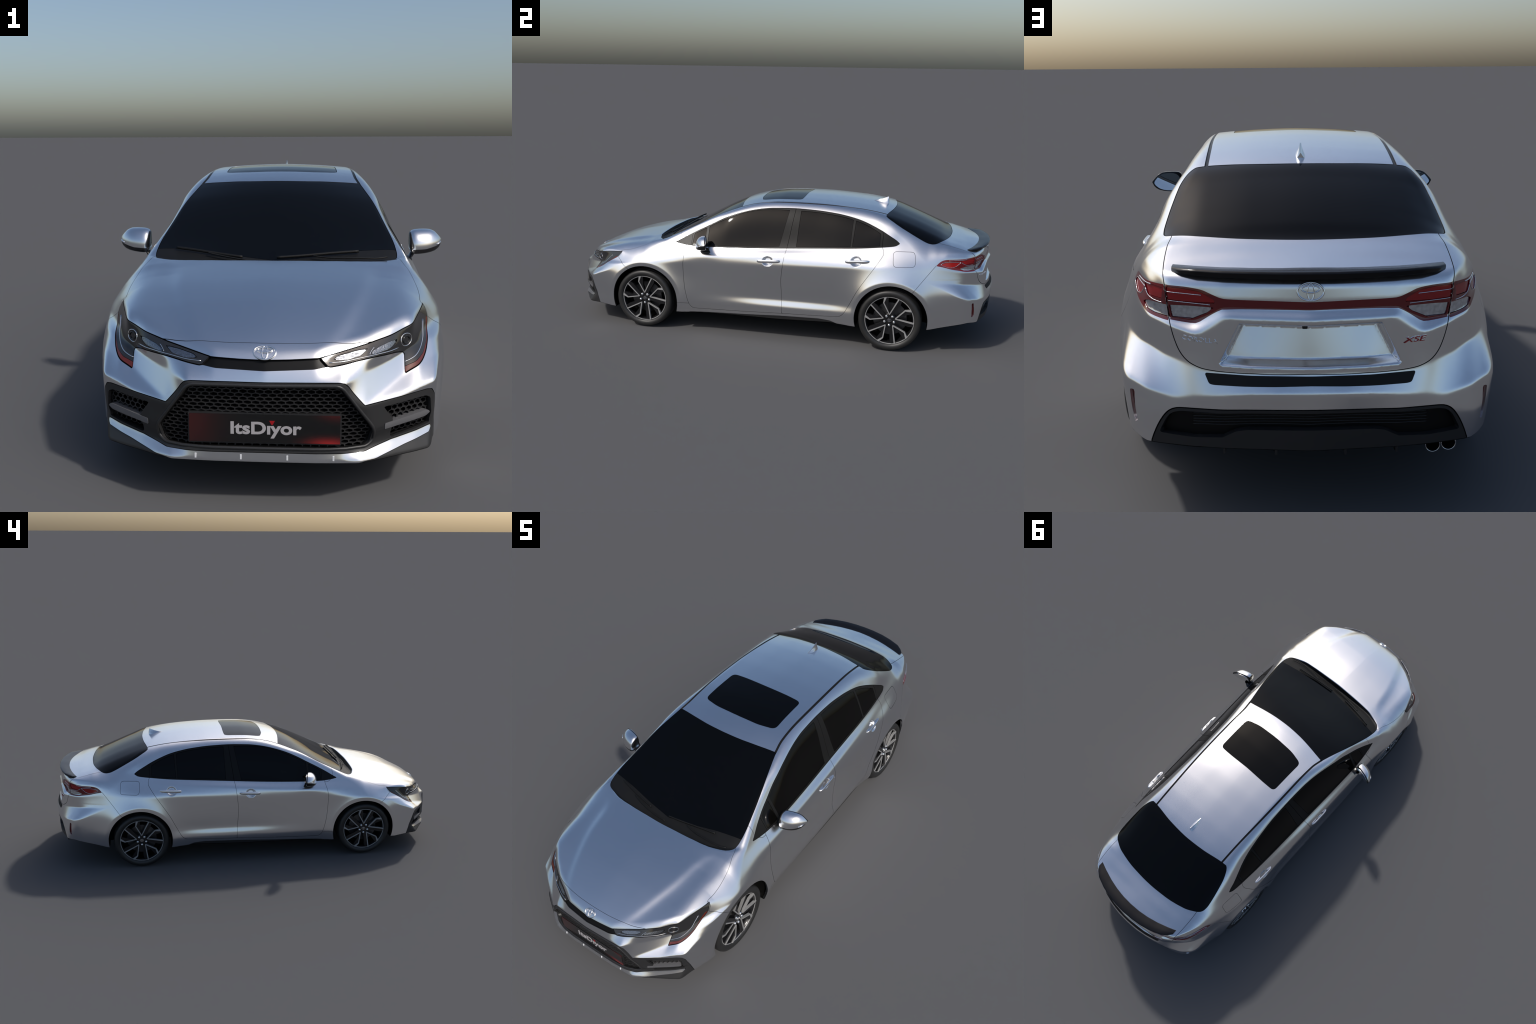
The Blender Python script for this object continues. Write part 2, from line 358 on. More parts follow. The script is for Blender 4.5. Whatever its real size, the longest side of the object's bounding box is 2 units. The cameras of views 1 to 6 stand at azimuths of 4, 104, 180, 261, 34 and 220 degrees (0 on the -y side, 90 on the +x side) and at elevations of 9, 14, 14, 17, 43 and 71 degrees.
def split(M, poly, uv, mask=None, gap=.0022):
    V, T = M
    phi = region(V, poly, uv, mask)
    return clip(V, T, phi+gap/2, -1), clip(V, T, phi-gap/2, 1)
def outline_rim(V, T):
    E = np.sort(np.concatenate([T[:, [0, 1]], T[:, [1, 2]], T[:, [2, 0]]]), 1)
    D = np.concatenate([T[:, [0, 1]], T[:, [1, 2]], T[:, [2, 0]]])
    key = E[:, 0].astype(np.int64)*(len(V)+1)+E[:, 1]
    _, inv, cnt = np.unique(key, return_inverse=True, return_counts=True)
    D = D[cnt[inv] == 1]
    keep = ~((np.abs(V[D[:, 0], 0]) < 1e-5) & (np.abs(V[D[:, 1], 0]) < 1e-5))
    return D[keep]
def weld(V, T, tol=1e-5):
    q = np.round(V/tol).astype(np.int64)
    _, first, inv = np.unique(q, axis=0, return_index=True, return_inverse=True)
    inv = inv.ravel(); T = inv[T]; V = V[first]
    ok = (T[:, 0] != T[:, 1]) & (T[:, 1] != T[:, 2]) & (T[:, 0] != T[:, 2]); return V, T[ok]
def panel(name, M, mat, parent, rim=.006, pair=False, push=0., f=None, rim_mat=None):
    """Skin panel from a patch of the body surface, with a folded-in edge of depth rim."""
    V, T = weld(*M)
    if len(T) == 0: return []
    N = normal(V, f or fx); V = V - N*push
    VV, NN, FF_ = [V], [N], [T]
    if rim > 0:
        D = outline_rim(V, T); k = len(V); m = len(D)
        a, b = V[D[:, 0]], V[D[:, 1]]; na, nb = N[D[:, 0]], N[D[:, 1]]
        R = np.concatenate([a, b, b-nb*rim, a-na*rim])
        out = np.cross(na, b-a); out = -out/np.maximum(np.linalg.norm(out, axis=1, keepdims=True), 1e-9)
        VV.append(R); NN.append(np.concatenate([out]*4))
        i = np.arange(m)
        FF_.append(np.stack([i+k+m, i+k, i+k+3*m], 1)); FF_.append(np.stack([i+k+m, i+k+3*m, i+k+2*m], 1))
    V = np.concatenate(VV); N = np.concatenate(NN); F = np.concatenate(FF_)
    Vm, Nm, Fm = V*[-1, 1, 1], N*[-1, 1, 1], F[:, ::-1]
    if pair:
        return [add(name, V, F, mat, parent, N), add(name, Vm, Fm, mat, parent, Nm)]
    return [add(name, np.concatenate([V, Vm]), np.concatenate([F, Fm+len(V)]), mat, parent, np.concatenate([N, Nm]))]

def bis(fun, lo, hi, n=40):
    lo = np.array(lo, float); hi = np.array(hi, float)
    for _ in range(n):
        m = (lo+hi)/2; s = fun(m) < 0; lo = np.where(s, m, lo); hi = np.where(s, hi, m)
    return (lo+hi)/2
def P3(x, y, z): return np.stack(np.broadcast_arrays(x, y, z), -1).astype(float)
def on_side(y, z, off=0):
    y = np.atleast_1d(np.asarray(y, float)); z = np.atleast_1d(np.asarray(z, float))*np.ones_like(y)
    p = P3(bis(lambda x: fx(P3(x, y, z)), 0*y+.15, 0*y+.43), y, z); return p + off*normal(p, fx)
def on_front(x, z, off=0):
    x = np.atleast_1d(np.asarray(x, float)); z = np.atleast_1d(np.asarray(z, float))*np.ones_like(x)
    p = P3(x, -bis(lambda y: fx(P3(x, -y, z)), 0*x+.45, 0*x+1.04), z); return p + off*normal(p, fx)
def on_rear(x, z, off=0):
    x = np.atleast_1d(np.asarray(x, float)); z = np.atleast_1d(np.asarray(z, float))*np.ones_like(x)
    p = P3(x, bis(lambda y: fx(P3(x, y, z)), 0*x+.5, 0*x+1.04), z); return p + off*normal(p, fx)
def on_top(x, y, off=0):
    x = np.atleast_1d(np.asarray(x, float)); y = np.atleast_1d(np.asarray(y, float))*np.ones_like(x)
    p = P3(x, y, bis(lambda z: fx(P3(x, y, z)), 0*x+.25, 0*x+.65)); return p + off*normal(p, fx)

def tube(path, r, closed=False, n=8, flat=1.0, up=None):
    """Tube along a path; r may vary per point; flat squashes it along 'up'."""
    P = np.asarray(path, float); m = len(P); r = np.broadcast_to(np.asarray(r, float), (m,))
    t = (np.roll(P, -1, 0)-np.roll(P, 1, 0)) if closed else np.gradient(P, axis=0)
    t /= np.maximum(np.linalg.norm(t, axis=1, keepdims=True), 1e-9)
    u = np.broadcast_to(np.asarray(up if up is not None else (0, 0, 1), float), t.shape)
    s = np.cross(t, u); s /= np.maximum(np.linalg.norm(s, axis=1, keepdims=True), 1e-9); u = np.cross(s, t)
    a = np.linspace(0, 2*np.pi, n, endpoint=False)
    V = (P[:, None] + r[:, None, None]*(np.cos(a)[None, :, None]*s[:, None] + flat*np.sin(a)[None, :, None]*u[:, None])).reshape(-1, 3)
    F = []
    for i in range(m if closed else m-1):
        j = (i+1) % m
        for k in range(n): F.append((i*n+k, i*n+(k+1) % n, j*n+(k+1) % n, j*n+k))
    if not closed:
        F.append(tuple(range(n-1, -1, -1))); F.append(tuple((m-1)*n+k for k in range(n)))
    return V, F
def prism(poly, to3, h0, h1):
    """Extruded outline: to3(a, b, h) maps plane coordinates and height to space."""
    P = np.asarray(poly, float); n = len(P)
    V = np.concatenate([to3(P[:, 0], P[:, 1], h0), to3(P[:, 0], P[:, 1], h1)])
    F = [tuple(range(n-1, -1, -1)), tuple(range(n, 2*n))] + [(i, (i+1) % n, n+(i+1) % n, n+i) for i in range(n)]
    return V, F
def join(parts):
    V, F, k = [], [], 0
    for v, f in parts:
        V.append(v); F += [tuple(i+k for i in q) for q in f]; k += len(v)
    return np.concatenate(V), F
def flip(F): return [tuple(reversed(f)) for f in F]
def revolve(prof, n=96, axis_x=True):
    """Lathe about X; prof = [(radius, x), ...]."""
    a = np.linspace(0, 2*np.pi, n, endpoint=False); P = np.asarray(prof, float)
    V = np.stack([np.repeat(P[:, 1], n), (P[:, :1]*np.cos(a)).ravel(), (P[:, :1]*np.sin(a)).ravel()], -1)
    F = []
    for i in range(len(P)-1):
        for k in range(n): F.append((i*n+k, i*n+(k+1) % n, (i+1)*n+(k+1) % n, (i+1)*n+k))
    return V, F
def both(name, V, F, mat, parent, **k):
    return [add(name, V, F, mat, parent, **k), add(name, np.asarray(V)*[-1, 1, 1], flip(F), mat, parent, **k)]

# ------------------------------------------------------------------ materials
def material(name, color, rough=.4, metal=0., coat=0., coat_rough=.03, spec=.5, vary=0., scale=300., bump=0., bscale=400., mask=None):
    m = bpy.data.materials.new(name); m.use_nodes = True; nt = m.node_tree; b = nt.nodes['Principled BSDF']
    b.inputs['Base Color'].default_value = (*color, 1); b.inputs['Roughness'].default_value = rough
    b.inputs['Metallic'].default_value = metal; b.inputs['Coat Weight'].default_value = coat
    b.inputs['Coat Roughness'].default_value = coat_rough; b.inputs['Specular IOR Level'].default_value = spec
    tc = nt.nodes.new('ShaderNodeTexCoord')
    if vary > 0:
        n = nt.nodes.new('ShaderNodeTexNoise'); n.inputs['Scale'].default_value = scale; n.inputs['Detail'].default_value = 3
        r = nt.nodes.new('ShaderNodeMapRange'); r.inputs['To Min'].default_value = 1-vary; r.inputs['To Max'].default_value = 1+vary
        x = nt.nodes.new('ShaderNodeMix'); x.data_type = 'RGBA'; x.blend_type = 'MULTIPLY'; x.inputs[0].default_value = 1
        x.inputs[6].default_value = (*color, 1)
        nt.links.new(tc.outputs['Object'], n.inputs['Vector']); nt.links.new(n.outputs['Fac'], r.inputs['Value'])
        nt.links.new(r.outputs['Result'], x.inputs[7]); nt.links.new(x.outputs[2], b.inputs['Base Color'])
    if bump > 0:
        n = nt.nodes.new('ShaderNodeTexNoise'); n.inputs['Scale'].default_value = bscale; n.inputs['Detail'].default_value = 2
        q = nt.nodes.new('ShaderNodeBump'); q.inputs['Strength'].default_value = bump; q.inputs['Distance'].default_value = .001
        nt.links.new(tc.outputs['Object'], n.inputs['Vector']); nt.links.new(n.outputs['Fac'], q.inputs['Height'])
        nt.links.new(q.outputs['Normal'], b.inputs['Normal'])
    return m
PAINT = material('silver_paint', (.88, .885, .90), rough=.22, metal=1.0, coat=.2)
GLASS = material('tinted_glass', (.002, .0024, .003), rough=.03, spec=.16)
SIDEGLASS = material('dark_side_glass', (.003, .0028, .0026), rough=.04, spec=.22)
GLOSS = material('gloss_black', (.012, .012, .013), rough=.18)
TRIM = material('window_trim_black', (.011, .011, .011), rough=.36, spec=.16)
SATIN = material('satin_black_plastic', (.022, .022, .023), rough=.42, bump=.05, bscale=900)
DARK = material('dark_void', (.004, .004, .004), rough=.9, spec=.1)
RUBBER = material('tyre_rubber', (.020, .020, .020), rough=.45, vary=.15, scale=120, bump=.15, bscale=500)
CHROME = material('chrome', (.86, .87, .88), rough=.08, metal=1)
MACHINED = material('machined_alloy', (.36, .36, .36), rough=.45, metal=.3, vary=.05, scale=500)
RIMBLK = material('rim_gloss_black', (.010, .010, .011), rough=.2)
BRAKE = material('brake_steel', (.10, .10, .105), rough=.35, metal=.8)
RED = material('red_lens', (.33, .007, .009), rough=.08, coat=.4)
DKRED = material('dark_red_lens', (.15, .004, .007), rough=.10, coat=.6)
CLEAR = material('clear_lens', (.66, .69, .74), rough=.10, metal=.85, coat=.5, vary=.55, scale=130, bump=.6, bscale=200)
SMOKE = material('smoked_lens', (.020, .020, .021), rough=.07, coat=.5)
SILVERTRIM = material('silver_lip', (.78, .79, .81), rough=.20, metal=.95, coat=.3)
BLADE = material('grey_blade', (.22, .22, .23), rough=.35, metal=.5)
MIRROR = material('mirror_glass', (.80, .82, .85), rough=.02, metal=1)
AMBER = material('amber_red_reflector', (.11, .016, .010), rough=.12, coat=.5)
GREYTEXT = material('grey_lettering', (.42, .40, .41), rough=.5)
REDTEXT = material('red_lettering', (.35, .008, .012), rough=.3)
COWL = material('cowl_plastic', (.005, .005, .005), rough=.55, spec=.3)
NOSEBAR = material('nose_bar_black', (.004, .004, .004), rough=.4, spec=.2)
CRYSTAL = material('lamp_crystal', (.22, .235, .26), rough=.10, metal=.9, coat=.6, vary=.8, scale=420, bump=.9, bscale=330)
VALANCE = material('valance_grey', (.018, .018, .019), rough=.45)

CAR = empty('sedan_car')
CAR['label'] = 'silver four-door sedan with black glass, spoiler and alloy wheels'
CAR['category'] = 'car'

# ------------------------------------------------------------------ body skin, panel by panel
V, T = surface(.004)
M = clip(V, T, V[:, 0], 1)
M[0][np.abs(M[0][:, 0]) < 1e-7, 0] = 0
def ridge(M_, fun):
    """Run mesh edges along the zero line of a field so a fold lands on edges."""
    p = fun(M_[0]); A = clip(*M_, p, 1); B = clip(*M_, p, -1)
    return weld(np.concatenate([A[0], B[0]]), np.concatenate([A[1], B[1]+len(A[0])]), 1e-6)
plate_zone = lambda V: (V[:, 1] > .85) & (V[:, 2] > .27) & (V[:, 2] < .40)
for lev in (.0, -.012):
    M = ridge(M, lambda V: np.where(plate_zone(V), trap(V[:, 0], V[:, 2])-lev, .5))
for cy, cz, ra in (AF, AR):
    M = ridge(M, lambda V: np.where(V[:, 0] > .25, np.hypot(V[:, 1]-cy, np.where(V[:, 2] > cz, V[:, 2]-cz, (V[:, 2]-cz)*.25))-ra-.0165, .5))
floor_z = lambda y: np.interp(y, *zip(*floor_pts))
# wheel openings
for cy, cz, r in (AF, AR):
    v = M[0]; phi = np.where(v[:, 0] > .17, np.hypot(v[:, 1]-cy, v[:, 2]-cz)-r, .5)
    M = clip(*M, phi, 1)
# underside
v = M[0]; phi = v[:, 2] - floor_z(v[:, 1]) - .0008
under = clip(*M, phi, -1); M = clip(*M, phi, 1)
panel('underbody', under, DARK, CAR, rim=0, f=body)
# dark inner shell seen through the shut lines
SHELL = M

hi = lambda V: V[:, 2] > .38
out = lambda V: V[:, 0] > .17
# windscreen with cowl
ws_r = along([(.2303,-.1560),(.2412,-.2),(.2675,-.3),(.2897,-.4),(.2988,-.45),(.3022,-.49),(.3005,-.512),(.293,-.528),(.28,-.5397),(.25,-.5507),(.2,-.5648),(.1,-.5714),(0,-.5744)], 60)
ws = [(-.05,-.1814)] + along([(0,-.1814),(.07,-.1785),(.14,-.1696),(.2,-.1592),(.2303,-.1545)], 16).tolist() + ws_r.tolist() + [(-.05,-.5744)]
g, M = split(M, ws, TOPV, hi, .0016)
cowl_split = [(-.05,-.533),(0,-.532),(.1,-.517),(.2,-.497),(.31,-.478),(.33,-.62),(-.05,-.62)]
cw, g = split(g, cowl_split, TOPV, None, .0006)
panel('windscreen', g, GLASS, CAR, rim=.004, push=.0008)
panel('cowl', cw, COWL, CAR, rim=.004, push=.001)
# rear window
rw_r = along([(.2300,.5140),(.2400,.5230),(.2505,.5430),(.2597,.57),(.2662,.605),(.2734,.655),(.2772,.695),(.2755,.720),(.268,.738),(.25,.7530),(.2,.7765),(.1,.7957),(0,.8011)], 60)
rw = [(-.05,.5389)] + along([(0,.5389),(.1,.5326),(.2,.5167),(.2300,.5140)], 16).tolist() + rw_r.tolist() + [(-.05,.8011)]
g, M = split(M, rw, TOPV, hi, .0016); panel('back_window', g, GLASS, CAR, rim=.004, push=.0008)
# sunroof
sr = fillet([(-.166,-.0700),(0,-.0908),(.10,-.0868),(.167,-.0700),(.1645,.1150),(.1,.1166),(0,.1140),(-.1645,.1150)], .02)
g, M = split(M, sr, TOPV, hi, .0018); panel('sunroof', g, GLASS, CAR, rim=.004, push=.0005)
# roof drip channel and roof panel
dt = np.array([(-.20,.2330),(-.155,.2275),(-.10,.2190),(0,.2165),(.10,.2162),(.20,.2148),(.30,.2120),(.40,.2085),(.50,.2065),(.55,.206)])
dy = np.linspace(-.19, .54, 60); dx = akima(dt[:, 0], dt[:, 1], dy)
strip = np.concatenate([np.stack([dx-.0040, dy], 1), np.stack([dx+.0040, dy], 1)[::-1]])
g, M = split(M, strip, TOPV, lambda V: V[:, 2] > .5, .0006)
panel('roof_channel', g, TRIM, CAR, rim=0, pair=True, push=.0035)
rf = np.concatenate([[(-.05, -.25)], np.stack([dx, dy], 1), [(-.05, .6)]])
g, M = split(M, rf, TOPV, lambda V: V[:, 2] > .5, .0006); panel('roof_panel', g, PAINT, CAR, rim=.006)

# side glass area
top = akima([-.4467,-.43,-.40,-.35,-.30,-.25,-.20,-.15,-.10,-.05,0,.10,.20,.30,.35,.40,.45,.50,.55,.57,.584],
            [.4165,.4254,.4431,.4700,.4950,.5209,.5435,.5605,.5735,.5825,.5880,.5915,.5885,.5800,.5720,.5609,.5441,.5235,.4974,.4860,.4750], np.linspace(-.4467, .584, 80))
bot = akima([.584,.575,.56,.50,.40,.30,.20,.10,0,-.10,-.20,-.30,-.37,-.41,-.4467][::-1],
            [.4720,.4655,.4610,.4535,.4435,.4370,.4308,.4243,.4182,.4130,.4090,.4065,.4062,.4090,.4150][::-1], np.linspace(.584, -.4467, 80))
dlo = np.concatenate([np.stack([np.linspace(-.4467, .584, 80), top], 1), np.stack([np.linspace(.584, -.4467, 80), bot], 1)])
D, M = split(M, dlo, SIDE, out, .0016)
panes = {'quarter_window': [(-.3625,.4105),(-.3600,.4570),(-.3035,.4860),(-.3010,.4110)],
         'door_window': np.concatenate([[(-.2885,.4125),(-.2915,.4925)], along([(-.2915,.4925),(-.25,.5135),(-.2081,.5325),(-.1209,.5640),(-.0414,.5785),(.02,.5820),(.0789,.5826)], 30)[1:], [(.0500,.4285),(0,.4245),(-.1,.4190),(-.2,.4150)]]),
         'door_window ': np.concatenate([along([(.1325,.5822),(.2,.5805),(.2535,.5765),(.32,.5690),(.3735,.5582)], 20), [(.3705,.4480),(.3,.4435),(.2,.4372),(.1285,.4325)]]),
         'quarter_window ': np.concatenate([along([(.3855,.5555),(.43,.5420),(.47,.5250),(.5000,.5090)], 10), [(.4995,.4590),(.44,.4530),(.3800,.4485)]])}
for nm, poly in panes.items():
    g, D = split(D, fillet(poly, .004, 3) if len(poly) < 12 else poly, SIDE, None, .0012)
    panel(nm.strip(), g, SIDEGLASS, CAR, rim=.004, pair=True, push=.0012)
corner = [(-.50,.38),(-.50,.52),(-.3690,.52),(-.3690,.4575),(-.3668,.38)]
g, D = split(D, corner, SIDE, None, .0014); panel('mirror_corner_trim', g, TRIM, CAR, rim=.005, pair=True)
tail = [(.5118,.62),(.5118,.5113),(.5105,.4548),(.5105,.38),(.65,.38),(.65,.62)]
g, D = split(D, tail, SIDE, None, .0014); panel('quarter_trim', g, TRIM, CAR, rim=.005, pair=True)
bl = [(.1065,.62),(.1065,.5881),(.0872,.4273),(.0872,.35),(.60,.35),(.60,.62)]
g, D = split(D, bl, SIDE, None, .0016); panel('window_frame', g, TRIM, CAR, rim=.005, pair=True)
panel('window_frame', D, TRIM, CAR, rim=.005, pair=True)

# headlamps and black nose bar
nose = lambda V: (V[:, 1] < -.66) & (V[:, 2] > .2)
lamp = along([(-.6075,.2953),(-.5486,.3047),(-.4908,.3142),(-.4412,.3218),(-.3995,.3300),(-.3560,.3397),(-.3200,.3455),(-.2690,.3512)], 24).tolist() + \
       along([(-.2690,.3512),(-.2785,.3270),(-.3010,.3110),(-.3200,.2965),(-.3500,.2735),(-.3790,.2585),(-.4080,.2492),(-.4275,.2433)], 20).tolist() + \
       [(-.4095,.2765),(-.4128,.2803),(-.436,.2840)] + along([(-.436,.2840),(-.4834,.2863),(-.5144,.2872),(-.5632,.2825),(-.5936,.2792)], 10).tolist() + [(-.6000,.2790)]
g, M = split(M, lamp, DIAF, nose, .002)
LAMP = g
bar = [(-.05,.2926),(0,.2926),(.05,.2932),(.107,.2953),(.1300,.2995),(.1300,.2800),(.1177,.2798),(.0932,.2769),(.05,.2758),(0,.2745),(-.05,.2745)]
g, M = split(M, bar, FRNT, lambda V: V[:, 1] < -.9, .0012); panel('nose_bar', g, NOSEBAR, CAR, rim=0, push=.006)
# lamp interior zones cut from the lens surface
amb = [(-.4330,.2400),(-.4250,.2535),(-.3924,.2605),(-.3600,.2720),(-.3330,.2890),(-.3080,.3110),(-.2900,.3270),(-.26,.33),(-.27,.28),(-.36,.245)]
a_, LAMP = split(LAMP, amb, DIAF, None, .0006); panel('lamp_reflector_strip', a_, AMBER, CAR, rim=.003, pair=True, push=.0005)
for eye in ([(-.4300,.3105),(-.4515,.3098),(-.4832,.3040),(-.5150,.2945),(-.4974,.2925),(-.4597,.2955),(-.4420,.3015)],
            [(-.5090,.3045),(-.5392,.3018),(-.5729,.2965),(-.5860,.2905),(-.5615,.2885),(-.5317,.2930)]):
    a_, LAMP = split(LAMP, fillet(eye, .003, 3), DIAF, None, .0006)
    panel('lamp_reflector', a_, CRYSTAL, CAR, rim=.003, pair=True, push=.0015)
HEADLAMPS = panel('headlamp', LAMP, SMOKE, CAR, rim=.008, pair=True)
for o in [q for q in CAR.children if q.name.startswith('lamp_reflector')]: o.parent = HEADLAMPS[0] if o.data.vertices[0].co.x > 0 else HEADLAMPS[1]

# front fascia pieces (seen from the front quarter)
fr = lambda V: (V[:, 1] < -.66) & (V[:, 2] < .27)
lip = [(-.80,.1127),(-.5500,.1110),(-.5245,.1160),(-.4864,.1230),(-.3790,.1310),(-.3770,.1275),(-.3889,.1180),(-.4597,.1088),(-.5348,.0964),(-.5571,.0950),(-.62,.086),(-.80,.086)]
g, M = split(M, lip, DIAF, fr, .0012); panel('bumper_lip', g, SILVERTRIM, CAR, rim=.012, push=-.0015)
bld = fillet([(-.5101,.1625),(-.3990,.1690),(-.3875,.1635),(-.3999,.1550),(-.5089,.1490)], .003)
g, M = split(M, bld, DIAF, fr, .001); panel('vent_blade', g, BLADE, CAR, rim=.022, pair=True, push=-.001)
gri = fillet([(-.80,.2438),(-.5985,.2433),(-.5402,.1596),(-.5366,.1534),(-.5330,.1285),(-.5460,.1205),(-.80,.1220)], .008)
GR, M = split(M, gri, DIAF, fr, .0005); panel('grille_backing', GR, DARK, CAR, rim=0, push=.040)
ven = fillet([(-.5110,.1955),(-.4020,.1985),(-.3890,.1930),(-.3850,.1600),(-.3790,.1350),(-.4870,.1270),(-.4890,.1690)], .004)
VE, M = split(M, ven, DIAF, fr, .0005); panel('vent_backing', VE, DARK, CAR, rim=0, pair=True, push=.030)
frame = [(-.80,.2538),(-.5986,.2536),(-.5897,.2515),(-.5815,.2446),(-.5547,.2055),(-.4882,.2082),(-.4000,.2118),(-.3850,.2095),(-.3750,.1975),(-.3640,.1600),(-.3455,.0900),(-.340,.06),(-.80,.06)]
g, M = split(M, frame, DIAF, fr, .0018); panel('grille_surround', g, SATIN, CAR, rim=.02)

# bonnet, nose panel
hy = lambda V: (V[:, 2] > np.interp((V[:, 0]+V[:, 1])/2**.5, [-.70,-.60,-.49,-.44,-.35,-.28,-.22], [.275,.287,.300,.304,.310,.335,.30])) & (V[:, 1] < -.4)
gap_r = along([(.3080,-.5290),(.3123,-.55),(.3225,-.58),(.33,-.62),(.3335,-.66),(.3330,-.69),(.330,-.716),(.36,-.75)], 24)
hd = np.concatenate([[(-.05,-.50),(.295,-.50)], gap_r, [(.36,-.9),(.30,-.86)], along([(.24,-.8925),(.2175,-.9065),(.2,-.9150),(.15,-.9320),(.1,-.9415),(.05,-.9457),(0,-.9471)], 24), [(-.05,-.9471)]])
g, M = split(M, hd, TOPV, hy, .0010); panel('hood', g, PAINT, CAR, rim=.006)
npn = [(-.05,.30),(-.05,.60),(.40,.60),(.40,.30),(.2139,.3137),(.1617,.3044),(.107,.2951),(.05,.2932),(0,.2926),(-.05,.2926)]
npn[3] = (.40, .345)
g, M = split(M, npn, FRNT, lambda V: V[:, 1] < -.86, .0010); panel('nose_panel', g, PAINT, CAR, rim=.006)

# rear lamps, boot lid
back = lambda V: (V[:, 1] > .70) & (V[:, 2] > .24)
tl = along([(.2938,.3915),(.3040,.4030),(.3215,.4152),(.3388,.4190),(.3960,.4202),(.43,.4228),(.4640,.4262)], 20).tolist() + [(.56,.4300),(.56,.3600)] + \
     along([(.4700,.3620),(.4060,.3663),(.3861,.3705),(.3520,.3768),(.3170,.3868),(.2938,.3915)], 16).tolist()
lid_x = lambda z: np.interp(z, [.28,.2892,.2923,.3029,.3154,.3396,.3629,.4281,.4481,.47], [.10,.1811,.2035,.2198,.2294,.2387,.2442,.2513,.2559,.258])
sidelamp = lambda V: back(V) & (V[:, 0] > lid_x(V[:, 2]) - .02)
def cut_x(M_, gap):
    v = M_[0]; phi = v[:, 0]-lid_x(v[:, 2]); return clip(*M_, phi+gap/2, -1), clip(*M_, phi-gap/2, 1)
tt = along([(.2620,.4270),(.2512,.4265),(.2196,.4268),(.1858,.4244),(.1658,.4176),(.1451,.4118),(.10,.4109),(0,.4106)], 30).tolist() + [(-.05,.4106),(-.05,.3965)] + \
     along([(0,.3965),(.10,.3955),(.1480,.3935),(.1600,.3875),(.1758,.3765),(.192,.3652),(.2012,.3622),(.2219,.3628),(.2442,.3641),(.262,.365)], 30).tolist()
TLs, M = split(M, tl, DIAR, lambda V: back(V) & (V[:, 0] > lid_x(V[:, 2])), .0)
TLt, M = split(M, tt, FRNT, lambda V: back(V) & (V[:, 0] <= lid_x(V[:, 2])+.0001) & (V[:, 1] > .85), .0)
_, TLs = cut_x(TLs, .003) if len(TLs[1]) else (None, TLs)
TLt, _ = cut_x(TLt, .003)
# zones: clear reversing lens, bright red field, dark red surround
c1 = [(.2445,.3905),(.2111,.3930),(.1640,.3945),(.1760,.3840),(.2033,.3695),(.2405,.3690)]
a_, TLt = split(TLt, c1, FRNT, None, .0006); panel('reverse_lens', a_, CLEAR, CAR, rim=.004, pair=True, push=.0025)
c2 = [(.2475,.4235),(.2200,.4235),(.1880,.4205),(.1640,.4090),(.1600,.4030),(.2108,.4000),(.2465,.4005)]
a_, TLt = split(TLt, c2, FRNT, None, .0006); panel('brake_lens', a_, RED, CAR, rim=.004, pair=True, push=.0012)
panel('trunk_lamp', TLt, DKRED, CAR, rim=.006)
c3 = [(.4700,.3680),(.4700,.3900),(.4100,.3865),(.3850,.3790),(.4050,.3715),(.43,.3690)]
a_, TLs = split(TLs, c3, DIAR, None, .0006); panel('reverse_lens', a_, CLEAR, CAR, rim=.004, pair=True, push=.0025)
c4 = [(.3080,.3960),(.3230,.4060),(.3450,.4085),(.3950,.4080),(.3700,.3880),(.3450,.3830)]
a_, TLs = split(TLs, c4, DIAR, None, .0008); panel('brake_lens', a_, RED, CAR, rim=.004, pair=True, push=.0012)
c5 = [(.3900,.4150),(.4100,.3960),(.4550,.3990),(.4600,.4190),(.43,.4180)]
a_, TLs = split(TLs, c5, DIAR, None, .0008); panel('brake_lens', a_, RED, CAR, rim=.004, pair=True, push=.0018)
panel('tail_lamp', TLs, DKRED, CAR, rim=.006, pair=True)

def lid_s(V): return V[:, 0], V[:, 1]-V[:, 2]
lid = [(-.05,.15),(.2564,.15)] + along([(.2564,.2787),(.259,.334),(.2575,.405),(.2555,.4389),(.2540,.46),(.2513,.4800),(.2442,.5500),(.2387,.5790),(.2294,.6110),(.2198,.6320),(.2035,.6540),(.1811,.6690),(.14,.6815),(.10,.6895),(.05,.6945),(0,.6960)], 70).tolist() + [(-.05,.6960)]
g, M = split(M, lid, lid_s, lambda V: (V[:, 1] > .70) & (V[:, 2] > .25), .0017); panel('trunk_lid', g, PAINT, CAR, rim=.008)
# bumper step pad, diffuser, reflectors
rb = lambda V: (V[:, 1] > .80) & (V[:, 2] < .33)
pad = fillet([(.75,.2845),(.7007,.2850),(.5600,.2835),(.5505,.2835),(.5620,.2665),(.5700,.2655),(.7007,.2710),(.75,.2710)], .004)
g, M = split(M, pad, DIAR, rb, .0006); panel('bumper_step_pad', g, COWL, CAR, rim=.003, push=-.0008)
refl = fillet([(.4150,.2328),(.4265,.2340),(.4320,.1760),(.4210,.1700)], .003)
g, M = split(M, refl, DIAR, rb, .0012); panel('bumper_reflector', g, DKRED, CAR, rim=.002, pair=True, push=.006)
dif = [(.80,.2320),(.62,.2260)] + along([(.5290,.2209),(.5150,.2192),(.5040,.2140),(.4921,.2012),(.4758,.1733),(.4614,.1398),(.455,.120)], 20).tolist() + [(.455,.06),(.80,.06)]
DF, M = split(M, dif, DIAR, rb, .0022)
din = [(.80,.2245),(.62,.2190)] + along([(.5260,.2145),(.5120,.2110),(.5000,.2015),(.4870,.1790),(.4810,.1670)], 14).tolist() + [(.54,.1680),(.585,.1720),(.605,.1850),(.62,.1880),(.80,.1930)]
